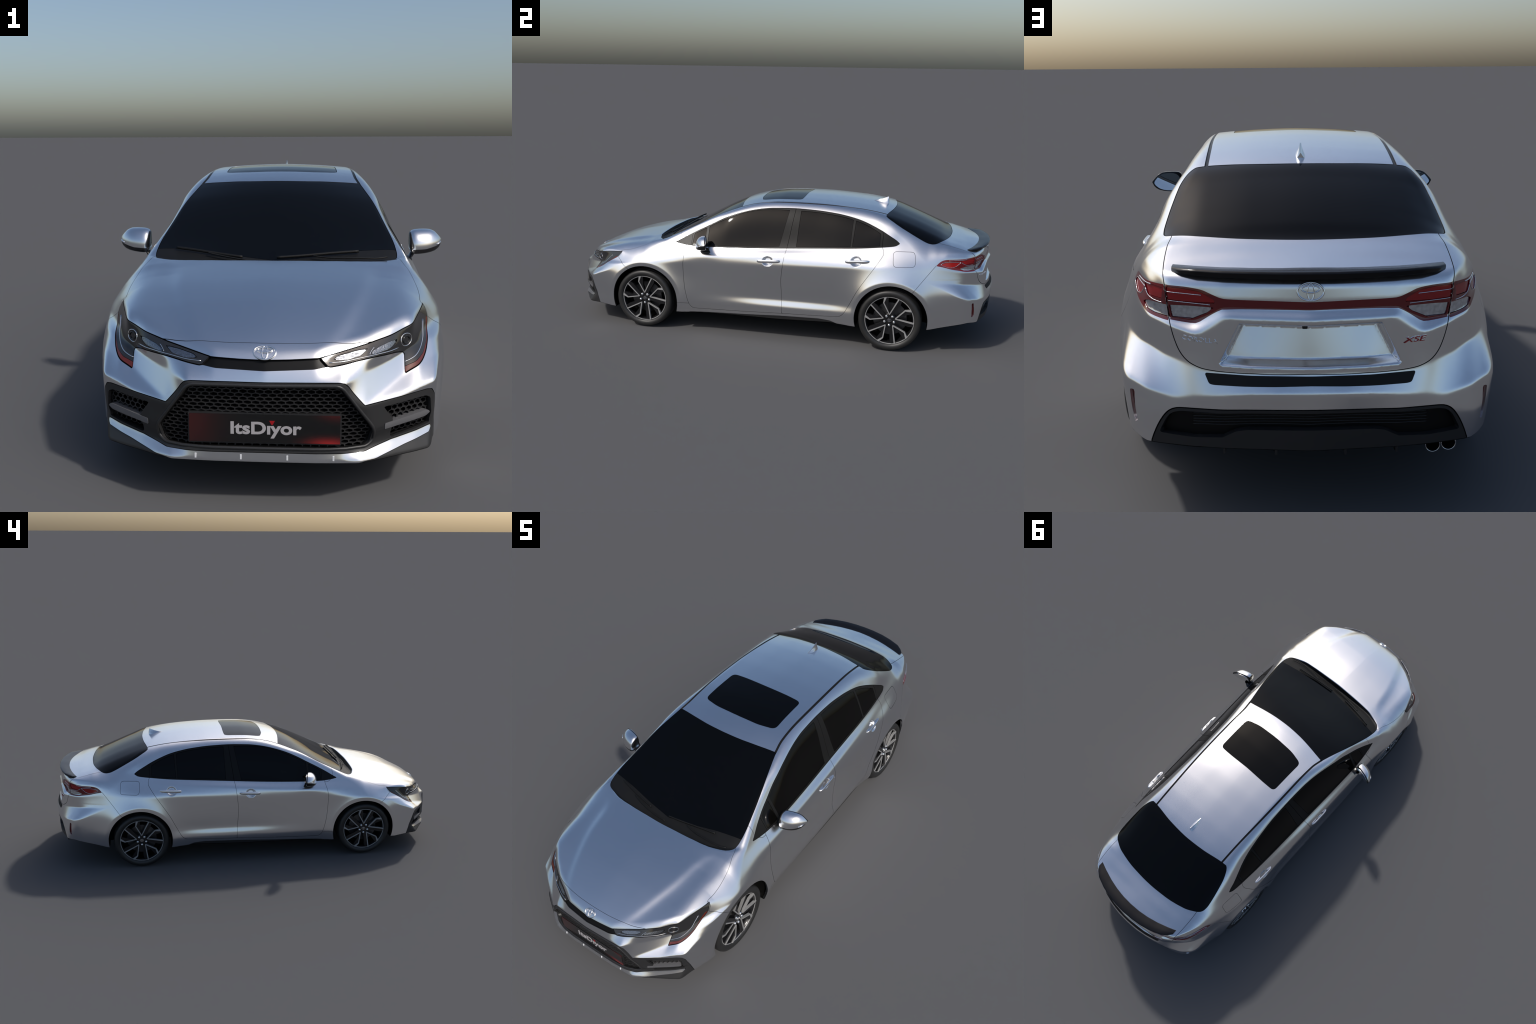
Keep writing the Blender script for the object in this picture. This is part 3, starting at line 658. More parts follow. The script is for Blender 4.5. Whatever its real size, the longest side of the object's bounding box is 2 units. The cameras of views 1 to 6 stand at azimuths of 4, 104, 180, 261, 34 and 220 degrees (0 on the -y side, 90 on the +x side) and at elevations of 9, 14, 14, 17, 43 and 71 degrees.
g, DF = split(DF, din, DIAR, None, .0008); panel('diffuser_insert', g, NOSEBAR, CAR, rim=0, push=.012)
panel('diffuser', DF, VALANCE, CAR, rim=.016)

# doors, fuel flap, bumpers, wings, sills
bgap = [(.0784,.1285),(.0745,.2046),(.0698,.2777),(.0744,.3365),(.0814,.3937),(.0872,.4273)]
fd = along([(-.3800,.4150),(-.3850,.3900),(-.3945,.3550),(-.3962,.2980),(-.3900,.2249),(-.3778,.1640),(-.3685,.1360),(-.3575,.1200),(-.3430,.1140)], 30).tolist() + [(-.1352,.1197)] + along(bgap, 24).tolist() + [(.0885,.47),(-.3780,.45)]
g, M = split(M, fd, SIDE, out, .0015); DOORS = [panel('door', g, PAINT, CAR, rim=.008, pair=True)]
rd = along(bgap, 24)[::-1].tolist() + [(.0784,.1285),(.2454,.1325)] + along([(.3180,.1365),(.3332,.1380),(.3463,.1430),(.3589,.1550),(.3832,.1985),(.4150,.2621),(.4461,.3120),(.4825,.3660),(.5100,.4080),(.5190,.4250),(.5178,.4400),(.5118,.4548),(.505,.48)], 36).tolist() + [(.0885,.48)]
g, M = split(M, rd, SIDE, out, .0015); DOORS.append(panel('door', g, PAINT, CAR, rim=.008, pair=True))
ff = fillet([(.5605,.4415),(.6535,.4440),(.6597,.3834),(.5658,.3806)], .016, 7)
FUEL, M = split(M, ff, SIDE, out, .0015)
sl = [(-.3700,.0925),(-.278,.0986),(-.09,.1067),(.067,.1150),(.245,.1190),(.2976,.1138),(.3414,.0974),(.36,.05),(-.38,.05)]
g, M = split(M, sl, SIDE, out, .001); panel('sill_trim', g, SATIN, CAR, rim=.006, pair=True, push=.002)
fb = [(-1.1,0),(-.60,0),(-.60,.225),(-.6740,.2840),(-.7350,.3255),(-.7200,.3400),(-.7200,.60),(-1.1,.60)]
g, M = split(M, fb, SIDE, lambda V: V[:, 1] < -.5, .0013); panel('bumper', g, PAINT, CAR, rim=.008)
rbp = [(1.1,0),(.60,0),(.60,.20),(.6592,.2810),(.6700,.2945),(.7464,.3925),(.80,.3960),(1.1,.3960)]
g, M = split(M, rbp, SIDE, lambda V: V[:, 1] > .5, .0014); panel('bumper', g, PAINT, CAR, rim=.010)
wg = [(-.85,.60),(-.428,.60),(-.428,.44),(-.4300,.4180),(-.4000,.40),(-.3700,.40),(-.3700,.1368),(-.47,.1368),(-.50,.05),(-.85,.05)]
g, M = split(M, wg, SIDE, out, .0013); panel('fender', g, PAINT, CAR, rim=.008, pair=True)
panel('fuel_flap', FUEL, PAINT, CAR, rim=.006, pair=True)
panel('body_side', M, PAINT, CAR, rim=.010, pair=True)
# dark inner shell seen through the shut lines, open behind the grille, vents and diffuser
for poly, uv, mk in ((gri, DIAF, fr), (ven, DIAF, fr), (bld, DIAF, fr), (dif, DIAR, rb)):
    _, SHELL = split(SHELL, poly, uv, mk, -.004)
panel('body_shell', SHELL, DARK, CAR, rim=0, push=.007)
SPOILER = material('spoiler_black', (.006, .006, .007), rough=.22, spec=.3)
GREYLIGHT = material('pale_marker', (.75, .76, .78), rough=.3)  # pale non-metal paint gives the markers a chrome highlight's brightness

# ------------------------------------------------------------------ wheel arch liners
for cy, cz, r in (AF, AR):
    a = np.linspace(math.radians(-22), math.radians(202), 60)
    rr = r+.006
    ring = lambda x: np.stack([np.full(len(a), x), cy+rr*np.cos(a), np.maximum(cz+rr*np.sin(a), .096 if cy < 0 else .116)], -1)
    A, B = ring(.285), ring(.366 if cy < 0 else .352); n = len(a)
    Vl = np.concatenate([A, B, [[.285, cy, cz]]])
    Fl = [(i, i+1, n+i+1, n+i) for i in range(n-1)] + [(2*n, i+1, i) for i in range(n-1)]
    both('wheel_arch_liner', Vl, Fl, DARK, CAR)

# ------------------------------------------------------------------ wheels
RW = .1085
def wheel_meshes():
    d = {}
    tyre = [(.1065,.030),(.1085,.038),(.113,.0435),(.121,.0465),(.129,.0455),(.1345,.0415),(.1376,.035),(.1388,.027),(.1388,.0205),(.1365,.020),(.1365,.0175),(.1390,.017),
            (.1394,.0025),(.1370,.002),(.1370,-.002),(.1394,-.0025),(.1390,-.017),(.1365,-.0175),(.1365,-.020),(.1388,-.0205),(.1388,-.027),(.1376,-.035),(.1345,-.0415),(.129,-.0455),(.121,-.0465),(.113,-.0435),(.1085,-.038),(.1065,-.030)]
    d['tyre'] = (*revolve(tyre, 120), RUBBER, 35)
    barrel = [(.1068,.0375),(.1045,.0372),(.1015,.033),(.0995,.020),(.0960,-.010),(.0985,-.034),(.107,-.036)]
    d['rim_barrel'] = (*revolve(barrel, 96), RIMBLK, 40)
    d['rim_edge'] = (*revolve([(.1066,.034),(.1088,.0375),(.1080,.0392),(.1058,.0392),(.1050,.0372)], 120), MACHINED, 30)
    d['wheel_backing'] = (*revolve([(.100,-.006),(.030,-.006),(.001,-.006)], 48), DARK, 30)
    d['brake_disc'] = (*revolve([(.030,.006),(.074,.006),(.0745,.004),(.0745,-.003),(.030,-.003)], 64), BRAKE, 30)
    cal = []
    for t in np.linspace(math.radians(20), math.radians(75), 9): cal.append((.080*math.cos(t), .080*math.sin(t)))
    for t in np.linspace(math.radians(75), math.radians(20), 9): cal.append((.052*math.cos(t), .052*math.sin(t)))
    toX = lambda a, b, h: np.stack([np.full(len(a), h), a, b], -1)
    d['brake_caliper'] = (*prism(cal, toX, -.004, .016), BRAKE, 30)
    def dish(r):   # spoke face leans in toward the hub
        return .0415 - .0050*np.clip(1-r, 0, 1)
    def plate(poly, drop0, thick):
        P = np.asarray(poly, float); r = np.hypot(P[:, 0], P[:, 1]); h = dish(r) - drop0; n = len(P)
        Vp = np.concatenate([np.stack([h-thick, P[:, 0]*RW, P[:, 1]*RW], -1), np.stack([h, P[:, 0]*RW, P[:, 1]*RW], -1)])
        Fp = [tuple(range(n-1, -1, -1)), tuple(range(n, 2*n))] + [(i, (i+1) % n, n+(i+1) % n, n+i) for i in range(n)]
        return Vp, Fp
    def rot(p, t): c, s = math.cos(t), math.sin(t); return [(x*c-y*s, x*s+y*c) for x, y in p]
    bright, dark = [], []
    # one V of machined edges: right arm straight, left arm kinked near the rim
    left = [(-.000,.238),(-.026,.264),(-.278,.735),(-.238,.975),(-.140,.985),(-.232,.735),(.000,.292)]
    right = [(.000,.238),(.000,.292),(.333,.945),(.377,.925),(.026,.264)]
    dleft = [(-.232,.735),(-.140,.985),(-.065,.990),(-.060,.55),(.000,.34),(.000,.292)]
    dright = [(.377,.925),(.480,.870),(.430,.69),(.245,.40),(.155,.155),(.026,.264)]
    dcore = [(-.03,.262),(-.155,.155),(-.235,.30),(-.330,.60),(-.30,.64)]
    for k in range(1):
        t = 0
        bright += [plate(rot(left, t), 0, .010), plate(rot(right, t), 0, .010)]
        dark += [plate(rot(dleft, t), .0025, .016), plate(rot(dright, t), .0025, .016)]
    d['spoke_edge'] = (*join(bright), MACHINED, 30)
    d['spoke'] = (*join(dark), RIMBLK, 30)
    hub = [(.0005,.0345),(.0105,.0345),(.0115,.0335),(.0125,.0322),(.0270,.0322),(.0300,.0295),(.0305,.005)]
    d['hub'] = (*revolve(hub[::-1], 60), RIMBLK, 30)
    nut = revolve([(.0070,.030),(.0062,.0335),(.0058,.0365),(.0045,.0387),(.0020,.0397),(.0002,.0400)], 20)
    d['lug_nut'] = (*nut, CHROME, 60)
    e = []
    t = np.linspace(0, 2*np.pi, 28, endpoint=False)
    for cy_, cz_, ry, rz in ((0, 0, .0092, .0064), (0, .0014, .0058, .0020), (0, -.0004, .0022, .0056)):
        e.append(tube(np.stack([np.full(28, .0350), cy_+ry*np.cos(t), cz_+rz*np.sin(t)], -1), .0009, True, 6, up=(1, 0, 0)))
    d['hub_emblem'] = (*join(e), CHROME, 60)
    return d
WM = {}
for k, (v_, f_, mt, an) in wheel_meshes().items():
    m = bpy.data.meshes.new(k); m.from_pydata(np.asarray(v_).tolist(), [], [tuple(map(int, q)) for q in f_]); m.shade_smooth()
    bm = bmesh.new(); bm.from_mesh(m); bmesh.ops.recalc_face_normals(bm, faces=bm.faces); bm.to_mesh(m); bm.free()
    m.set_sharp_from_angle(angle=math.radians(an)); m.materials.append(mt); WM[k] = m
for (wy, wz), sx in ((WF, 1), (WR, 1), (WF, -1), (WR, -1)):
    w = empty('wheel', CAR, (sx*.3320, wy, .1394))
    w.rotation_euler = (0, 0, 0 if sx > 0 else math.pi)
    for k, m in WM.items():
        if k == 'lug_nut':
            for j in range(5):
                o = bpy.data.objects.new(k, m); COL.objects.link(o); o.parent = w
                t = math.radians(54+72*j); o.location = (0, .0222*math.cos(t), .0222*math.sin(t))
        elif k in ('spoke', 'spoke_edge'):
            for j in range(5):
                o = bpy.data.objects.new(k, m); COL.objects.link(o); o.parent = w; o.rotation_euler = (j*2*math.pi/5, 0, 0)
        else:
            o = bpy.data.objects.new(k, m); COL.objects.link(o); o.parent = w

# ------------------------------------------------------------------ door mirrors
mx = np.array([.3575,.3590,.3640,.3720,.3850,.4000,.4150,.4280,.4380,.4440,.4475,.4490])
mt_ = akima([.356,.3600,.366,.375,.395,.412,.4243,.436,.444,.449], [.4480,.4590,.4630,.4650,.4655,.4645,.4610,.4515,.4430,.4365], mx)
mb_ = akima([.356,.3600,.366,.375,.395,.412,.430,.442,.449], [.4200,.4060,.4005,.3995,.4010,.4035,.4085,.4180,.4320], mx)
mf_ = akima([.3575,.359,.364,.372,.39,.41,.43,.442,.449], [-.3000,-.3120,-.3190,-.3215,-.3195,-.3125,-.2980,-.2820,-.2640], mx)
mk_ = np.interp(mx, [.356, .449], [-.2815, -.2560])
na = 40; ang = np.linspace(0, 2*np.pi, na, endpoint=False); sec = []
for i in range(len(mx)):
    zc, rz = (mt_[i]+mb_[i])/2, (mt_[i]-mb_[i])/2; yb, yf = mk_[i], mf_[i]
    c, s_ = np.cos(ang), np.sin(ang); p = 2/2.7; lean = .42*(1-s_**2)*(c < 0)
    yy = np.where(c > 0, yb + .004*np.abs(c)**p, yb - (yb-yf)*np.abs(c)**p*.999)
    zz = zc + rz*(np.sign(s_)*np.abs(s_)**p - lean)
    sec.append(np.stack([np.full(na, mx[i]), yy, zz], -1))
VmR = np.concatenate(sec); FmR = []
for i in range(len(mx)-1):
    for k in range(na):
        a_, b_, c_, d_ = i*na+k, i*na+(k+1) % na, (i+1)*na+(k+1) % na, (i+1)*na+k
        FmR += [(a_, b_, c_), (a_, c_, d_)]
c0, c1_ = len(VmR), len(VmR)+1
VmR = np.concatenate([VmR, [sec[0].mean(0), sec[-1].mean(0)]])
for k in range(na):
    FmR.append((c0, (k+1) % na, k)); FmR.append((c1_, (len(mx)-1)*na+k, (len(mx)-1)*na+(k+1) % na))
def refine(V, F):
    bm = bmesh.new(); vs = [bm.verts.new(v) for v in V]
    for f in F: bm.faces.new([vs[i] for i in f])
    bmesh.ops.recalc_face_normals(bm, faces=bm.faces)
    bmesh.ops.subdivide_edges(bm, edges=bm.edges, cuts=1, smooth=.15)
    bmesh.ops.triangulate(bm, faces=bm.faces); bm.normal_update(); bm.verts.index_update()
    V = np.array([v.co[:] for v in bm.verts]); T = np.array([[v.index for v in f.verts] for f in bm.faces])
    N = np.array([v.normal[:] for v in bm.verts]); bm.free(); return V, T, N
VR, TR, NR = refine(VmR, FmR); VR[:, 1] -= .009
seam = lambda x: np.interp(x, [.355,.40,.434,.449], [.4125,.4145,.4225,.4305])
upper = clip(VR, TR, np.maximum(seam(VR[:, 0])-VR[:, 2], VR[:, 1]-np.interp(VR[:, 0], mx, mk_)+.0115), -1)
rest = clip(VR, TR, np.maximum(seam(VR[:, 0])-VR[:, 2], VR[:, 1]-np.interp(VR[:, 0], mx, mk_)+.0115), 1)
def plain(name, M_, mat, parent=CAR, ang=50):
    V_, T_ = weld(*M_); both(name, V_, [tuple(t) for t in T_], mat, parent, angle=ang)
plain('side_mirror', upper, PAINT); plain('mirror_housing', rest, GLOSS)
gl = []
for t in np.linspace(0, 2*np.pi, 40, endpoint=False):
    c, s_ = math.cos(t), math.sin(t); p = 2/3.
    xx = .402+.0405*np.sign(c)*abs(c)**p; k = np.interp(xx, mx, np.arange(len(mx))).item()
    zt, zb = np.interp(xx, mx, mt_)-.004, np.interp(xx, mx, mb_)+.004
    zz = (zt+zb)/2 + (zt-zb)/2*np.sign(s_)*abs(s_)**p
    gl.append((xx, zz))
to_b = lambda a, b, h: np.stack([a, np.interp(a, mx, mk_)+h-.009, b], -1)
v_, f_ = prism(gl, to_b, .0025, .0052); both('mirror_glass', v_, f_, MIRROR, CAR, angle=30)
# indicator on the mirror flank and the stalk down to the door
st = []
for t, (x, y, z, w, h) in enumerate([(.3530,-.2900,.3800,.024,.008),(.3620,-.2900,.3900,.021,.0080),(.3670,-.2890,.3980,.018,.0085),(.3720,-.2880,.4080,.016,.0095)]):
    q = []
    for a_ in np.linspace(0, 2*np.pi, 20, endpoint=False):
        q.append((x+h*math.cos(a_)*.9, y+w*np.sign(math.sin(a_))*abs(math.sin(a_))**.7, z+.3*h*math.cos(a_)))
    st.append(q)
Vs = np.array(st).reshape(-1, 3); Fs = [(i*20+k, i*20+(k+1) % 20, (i+1)*20+(k+1) % 20, (i+1)*20+k) for i in range(3) for k in range(20)]
both('mirror_stalk', Vs, flip(Fs), GLOSS, CAR)
foot = []
v_, f_ = tube(on_side(np.linspace(-.314, -.268, 12), np.full(12, .3850), -.003), np.array([.004,.006,.007,.0075,.0075,.0075,.0075,.0075,.0075,.007,.006,.004]), n=14, flat=.9)
both('mirror_foot', v_, f_, GLOSS, CAR)
v_, f_ = tube(np.array([(.4440,-.2870,.4310),(.4400,-.2950,.4280),(.4330,-.3040,.4255)]), .0022, n=8); both('mirror_indicator', v_, f_, CLEAR, CAR)

MIR = [o for o in CAR.children if o.name.startswith('side_mirror')]
for o in [q for q in CAR.children if q.name.startswith('mirror_') and not q.name.startswith('mirror_corner')]:
    o.parent = MIR[0] if o.data.vertices[0].co.x*MIR[0].data.vertices[0].co.x > 0 else MIR[1]

# ------------------------------------------------------------------ door handles
for hy_, hz_ in HANDLES:
    t = np.linspace(-1, 1, 25); y = hy_+.0045+t*.0555; z = hz_+.0008+t*.0030
    base_ = np.stack([np.full(25, on_side([hy_+.045], [hz_])[0, 0]), y, z], -1)
    skin = on_side(y, z + .028)  # undented height of the door skin just above
    x = np.interp(y, [y[0], hy_+.045, y[-1]], [on_side([y[0]], [z[0]])[0, 0], on_side([hy_+.05], [z[-4]])[0, 0], on_side([y[-1]], [z[-1]])[0, 0]])
    path = np.stack([x+.0070*(1-np.abs(t)**6)-.003, y, z], -1)
    rr = .0064*(1-np.abs(t)**7)**.5+.0012
    v_, f_ = tube(path, rr, n=16, flat=.62, up=(1, 0, 0)); H = both('door_handle', v_, f_, PAINT, CAR); dp = DOORS[0 if hy_ < .2 else 1]; H[0].parent, H[1].parent = dp
kh = on_side([.0555], [.3688], .0095)[0]
v_, f_ = revolve([(.0030,.0002),(.0030,.0012),(.0002,.0012)], 20); add('key_lock', v_*[1, 1, 1]+kh, f_, CHROME, CAR)

# ------------------------------------------------------------------ boot spoiler
sx_ = np.linspace(-.2395, .2395, 61); S = []
for x in sx_:
    a_ = abs(x)
    yf = np.interp(a_, [0,.05,.10,.15,.20,.23,.2395], [.9228,.9208,.9140,.9025,.8866,.8752,.8712])
    yr = np.interp(a_, [0,.05,.10,.15,.20,.225,.2395], [.9735,.9715,.9650,.9530,.9340,.9150,.8960])
    zr = np.interp(a_, [0,.10,.20,.2395], [.4625,.4618,.4590,.4540])
    zf = on_top([a_], [yf])[0, 2]
    yu = yr-.012; zu = float(TF(np.array([yu]), np.array([a_]))[0])
    ym = yf*.55+yr*.45; zm = zf*.5+zr*.5+.0008
    S.append([(x, yf, zf-.001), (x, yf+.002, zf+.0012), (x, ym, zm), (x, yr-.006, zr), (x, yr-.002, zr-.0008), (x, yr, zr-.0030), (x, yr-.0025, zr-.0130*(1-.3*a_/.24)), (x, yr-.010, min(zu+.0010, zr-.010)), (x, yu-.014, zu-.004)])
S = np.array(S); n = S.shape[1]; Vs = S.reshape(-1, 3)
Fs = [(i*n+k, i*n+k+1, (i+1)*n+k+1, (i+1)*n+k) for i in range(60) for k in range(n-1)] + [tuple(range(n-1, -1, -1)), tuple(60*n+k for k in range(n))]
add('trunk_spoiler', Vs, flip(Fs), SPOILER, CAR, angle=40)

# ------------------------------------------------------------------ roof aerial
fy = np.array([.4270,.4340,.4450,.4580,.4720,.4850,.4950,.5000,.5035]); fh = np.array([.0005,.0030,.0065,.0110,.0175,.0250,.0315,.0335,.0120]); fw = np.array([.0010,.0050,.0080,.0100,.0112,.0115,.0108,.0100,.0085])
S = []
for y, h, w in zip(fy, fh, fw):
    zb = on_top([0], [y])[0, 2]-.002
    S.append([(w*np.sign(q)*abs(q)**1.0*(1-r_)**1.25 + .0011*np.sign(q)*min(1, r_*4), y, zb+h*r_) for q, r_ in [(1,0),(1,.12),(1,.3),(1,.55),(1,.8),(.4,1),(-.4,1),(-1,.8),(-1,.55),(-1,.3),(-1,.12),(-1,0)]])
S = np.array(S); n = S.shape[1]
Fs = [(i*n+k, i*n+k+1, (i+1)*n+k+1, (i+1)*n+k) for i in range(len(fy)-1) for k in range(n-1)] + [tuple(range(n)), tuple((len(fy)-1)*n+k for k in range(n-1, -1, -1))]
add('roof_aerial', S.reshape(-1, 3), flip(Fs), PAINT, CAR, angle=50)

# ------------------------------------------------------------------ wipers
def top_path(pts, off): P = np.array(along(pts, 24)); return on_top(np.abs(P[:, 0]), P[:, 1], off)*[1, 1, 1], np.sign(P[:, 0])
for arm, blade in (([(.275,-.5370),(.2106,-.5400),(.150,-.5380),(.095,-.5280)], [(.005,-.5285),(.070,-.5230),(.140,-.5150),(.207,-.5080)]),
                   ([(.002,-.5480),(-.060,-.5450),(-.125,-.5330),(-.165,-.5220)], [(-.080,-.5300),(-.150,-.5180),(-.215,-.5030),(-.250,-.4930)])):
    for nm, pts, rad, off in (('wiper_arm', arm, .0026, .009), ('wiper_blade', blade, .0028, .006)):
        P = np.array(along(pts, 24)); q = on_top(np.abs(P[:, 0]), P[:, 1], off); q[:, 0] = P[:, 0]
        v_, f_ = tube(q, rad, n=8, flat=1.3 if nm == 'wiper_blade' else .8); add(nm, v_, f_, COWL, CAR)

# ------------------------------------------------------------------ grille honeycomb
def honeycomb(pw, ph, x0, x1, z0, z1, depth, thick, inside, surf, back):
    """Bars around each cell of an elongated hexagon lattice laid on the fascia."""
    Vh, Fh, k = [], [], 0
    nz = int((z1-z0)/ph)+1; nx = int((x1-x0)/pw)+1
    for j in range(nz):
        for i in range(nx):
            cx = x0+(i+.5*(j % 2))*pw; cz = z0+j*ph
            if not inside(cx, cz): continue
            hexo = [(cx+pw*.5*a_, cz+ph*.667*b_) for a_, b_ in ((0,1),(1,.5),(1,-.5),(0,-1),(-1,-.5),(-1,.5))]
            hexi = [(cx+pw*.5*a_*(1-thick/pw*2), cz+ph*.667*b_*(1-thick/ph*1.5)) for a_, b_ in ((0,1),(1,.5),(1,-.5),(0,-1),(-1,-.5),(-1,.5))]
            o_ = surf(np.array([p[0] for p in hexo]), np.array([p[1] for p in hexo]), depth); q_ = surf(np.array([p[0] for p in hexi]), np.array([p[1] for p in hexi]), depth)
            b_ = surf(np.array([p[0] for p in hexi]), np.array([p[1] for p in hexi]), back)
            Vh += [o_, q_, b_]
            for a_ in range(6):
                c_ = (a_+1) % 6
                Fh += [(k+a_, k+c_, k+6+c_, k+6+a_), (k+6+a_, k+6+c_, k+12+c_, k+12+a_)]
            k += 18
    return np.concatenate(Vh), Fh
def frontal(x, z, d):
    p = P3(x, FF(np.abs(x), z)+d, z); return p
gpoly = np.array([(-.1440,.2455),(.1440,.2455),(.2105,.1560),(.2090,.1300),(.196,.1220),(-.196,.1220),(-.2090,.1300),(-.2105,.1560)])
def in_gr(x, z):
    if sdf(gpoly, np.array([x]), np.array([z]))[0] > .003: return False
    return not (abs(x) < .141 and .131 < z < .184)
v_, f_ = honeycomb(.0164, .0074, -.2132, .2132, .1215, .2480, .012, .0011, in_gr, frontal, .026)
o = add('grille_mesh', v_, f_, SATIN, CAR, smooth=False); o['kind'] = 'stuff'
vp = np.array([(.2375,.1985),(.3270,.2020),(.3400,.1970),(.3430,.1600),(.3420,.1380),(.2420,.1300),(.2480,.1700)])
in_v = lambda x, z: sdf(vp, np.array([x]), np.array([z]))[0] < -.001
v_, f_ = honeycomb(.0125, .0092, .2300, .3460, .1310, .2050, .012, .0012, in_v, frontal, .024)
for o in both('vent_mesh', v_, f_, SATIN, CAR, smooth=False): o['kind'] = 'stuff'
# moulded bead that frames the grille, two steps of the surround
bead = fillet([(-.1470,.2475),(.1470,.2475),(.2135,.1560),(.2115,.1295),(.1985,.1195),(-.1985,.1195),(-.2115,.1295),(-.2135,.1560)], .012, 6)
bead = np.concatenate([np.linspace(a_, b_, 12, endpoint=False) for a_, b_ in zip(bead, np.roll(bead, -1, 0))])
pb = frontal(bead[:, 0], bead[:, 1], .0005); v_, f_ = tube(pb, .0034, True, 8, up=(0, 1, 0)); add('grille_bead', v_, f_, SATIN, CAR)

# number plate with lettering
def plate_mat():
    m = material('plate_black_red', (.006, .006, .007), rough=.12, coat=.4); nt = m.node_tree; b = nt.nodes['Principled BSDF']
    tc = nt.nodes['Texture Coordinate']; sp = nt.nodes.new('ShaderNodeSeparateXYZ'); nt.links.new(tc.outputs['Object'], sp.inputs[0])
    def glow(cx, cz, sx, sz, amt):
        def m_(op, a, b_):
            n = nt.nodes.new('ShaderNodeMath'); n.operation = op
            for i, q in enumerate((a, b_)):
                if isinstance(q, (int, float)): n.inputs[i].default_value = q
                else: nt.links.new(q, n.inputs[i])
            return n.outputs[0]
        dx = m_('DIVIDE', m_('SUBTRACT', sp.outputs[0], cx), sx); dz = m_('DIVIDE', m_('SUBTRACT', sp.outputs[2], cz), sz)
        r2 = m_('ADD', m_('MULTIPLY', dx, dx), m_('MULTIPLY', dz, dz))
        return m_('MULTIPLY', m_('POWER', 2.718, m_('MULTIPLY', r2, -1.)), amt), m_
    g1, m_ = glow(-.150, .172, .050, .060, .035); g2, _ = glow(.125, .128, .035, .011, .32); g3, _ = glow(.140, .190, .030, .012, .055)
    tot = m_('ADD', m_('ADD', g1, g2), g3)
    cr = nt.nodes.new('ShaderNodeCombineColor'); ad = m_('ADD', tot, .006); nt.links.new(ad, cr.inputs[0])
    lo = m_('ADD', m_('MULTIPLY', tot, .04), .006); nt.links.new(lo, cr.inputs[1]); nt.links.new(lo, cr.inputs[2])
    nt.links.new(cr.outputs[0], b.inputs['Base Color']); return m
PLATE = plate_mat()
toY = lambda y0: (lambda a, b, h: np.stack([a, np.full(len(a), y0)+h, b], -1))
v_, f_ = prism(fillet([(-.149,.127),(.149,.127),(.149,.189),(-.149,.189)], .003, 3), toY(-.984), .006, -.001); add('plate_holder', v_, f_, SATIN, CAR, angle=30)
v_, f_ = prism(fillet([(-.1465,.1300),(.1465,.1300),(.1465,.1865),(-.1465,.1865)], .0015, 3), toY(-.985), .003, -.0020); add('number_plate', v_, f_, PLATE, CAR, angle=30)
def lettering(name, body_, size, width, place, mat, depth=.0006, bold=0., shear=0.):
    c = bpy.data.curves.new(name, 'FONT'); c.body = body_; c.size = size; c.extrude = depth; c.offset = bold; c.shear = shear
    c.align_x = 'CENTER'; c.align_y = 'CENTER'; c.resolution_u = 6
    o = bpy.data.objects.new(name, c); COL.objects.link(o)
    bpy.context.view_layer.update(); dg = bpy.context.evaluated_depsgraph_get()
    m = bpy.data.meshes.new_from_object(o.evaluated_get(dg)); bpy.data.objects.remove(o); bpy.data.curves.remove(c)
    m.name = name; v = np.array([q.co[:] for q in m.vertices]); v[:, 0] -= (v[:, 0].min()+v[:, 0].max())/2; v[:, 1] -= (v[:, 1].min()+v[:, 1].max())/2
    v[:, 0] *= width/(v[:, 0].max()-v[:, 0].min())
    w = place(v)
    for q, p in zip(m.vertices, w): q.co = p
    m.materials.clear(); m.materials.append(mat); m.update()
    bm = bmesh.new(); bm.from_mesh(m); bmesh.ops.recalc_face_normals(bm, faces=bm.faces); bm.to_mesh(m); bm.free()
    o = bpy.data.objects.new(name, m); COL.objects.link(o); o.parent = CAR; return o
lettering('plate_lettering', 'ItsD\u0131yor', .034, .138, lambda v: np.stack([v[:, 0]+.0035, np.full(len(v), -.9871)-v[:, 2], v[:, 1]+.1555], -1), GREYTEXT, bold=.0010)
v_, f_ = prism([(.0100,.1745),(.0205,.1745),(.0165,.1665),(.0140,.1665)], toY(-.987), 0, -.0008); add('plate_mark', v_, f_, REDTEXT, CAR, smooth=False)
def on_back(sign):
    def place(v, cx=0, cz=0):
        x = cx - v[:, 0]; z = cz + v[:, 1]; p = on_rear(np.abs(x), z); n = normal(p, fx)
        p[:, 0] *= np.sign(x); n[:, 0] *= np.sign(x); return p + n*(v[:, 2:3]+.0006)
    return place
pb_ = on_back(1)
lettering('trunk_lettering', 'COROLLA', .0115, .0635, lambda v: pb_(v, .1893, .3392), CHROME, bold=.0001)
lettering('trunk_lettering', 'XSE', .0125, .0420, lambda v: pb_(v, -.1788, .3385), CHROME, bold=.0007, shear=.25)
lettering('trunk_lettering', 'XSE', .0125, .0410, lambda v: pb_(v, -.1788, .3386)+[0, .0007, 0], REDTEXT, bold=-.0000, shear=.25)

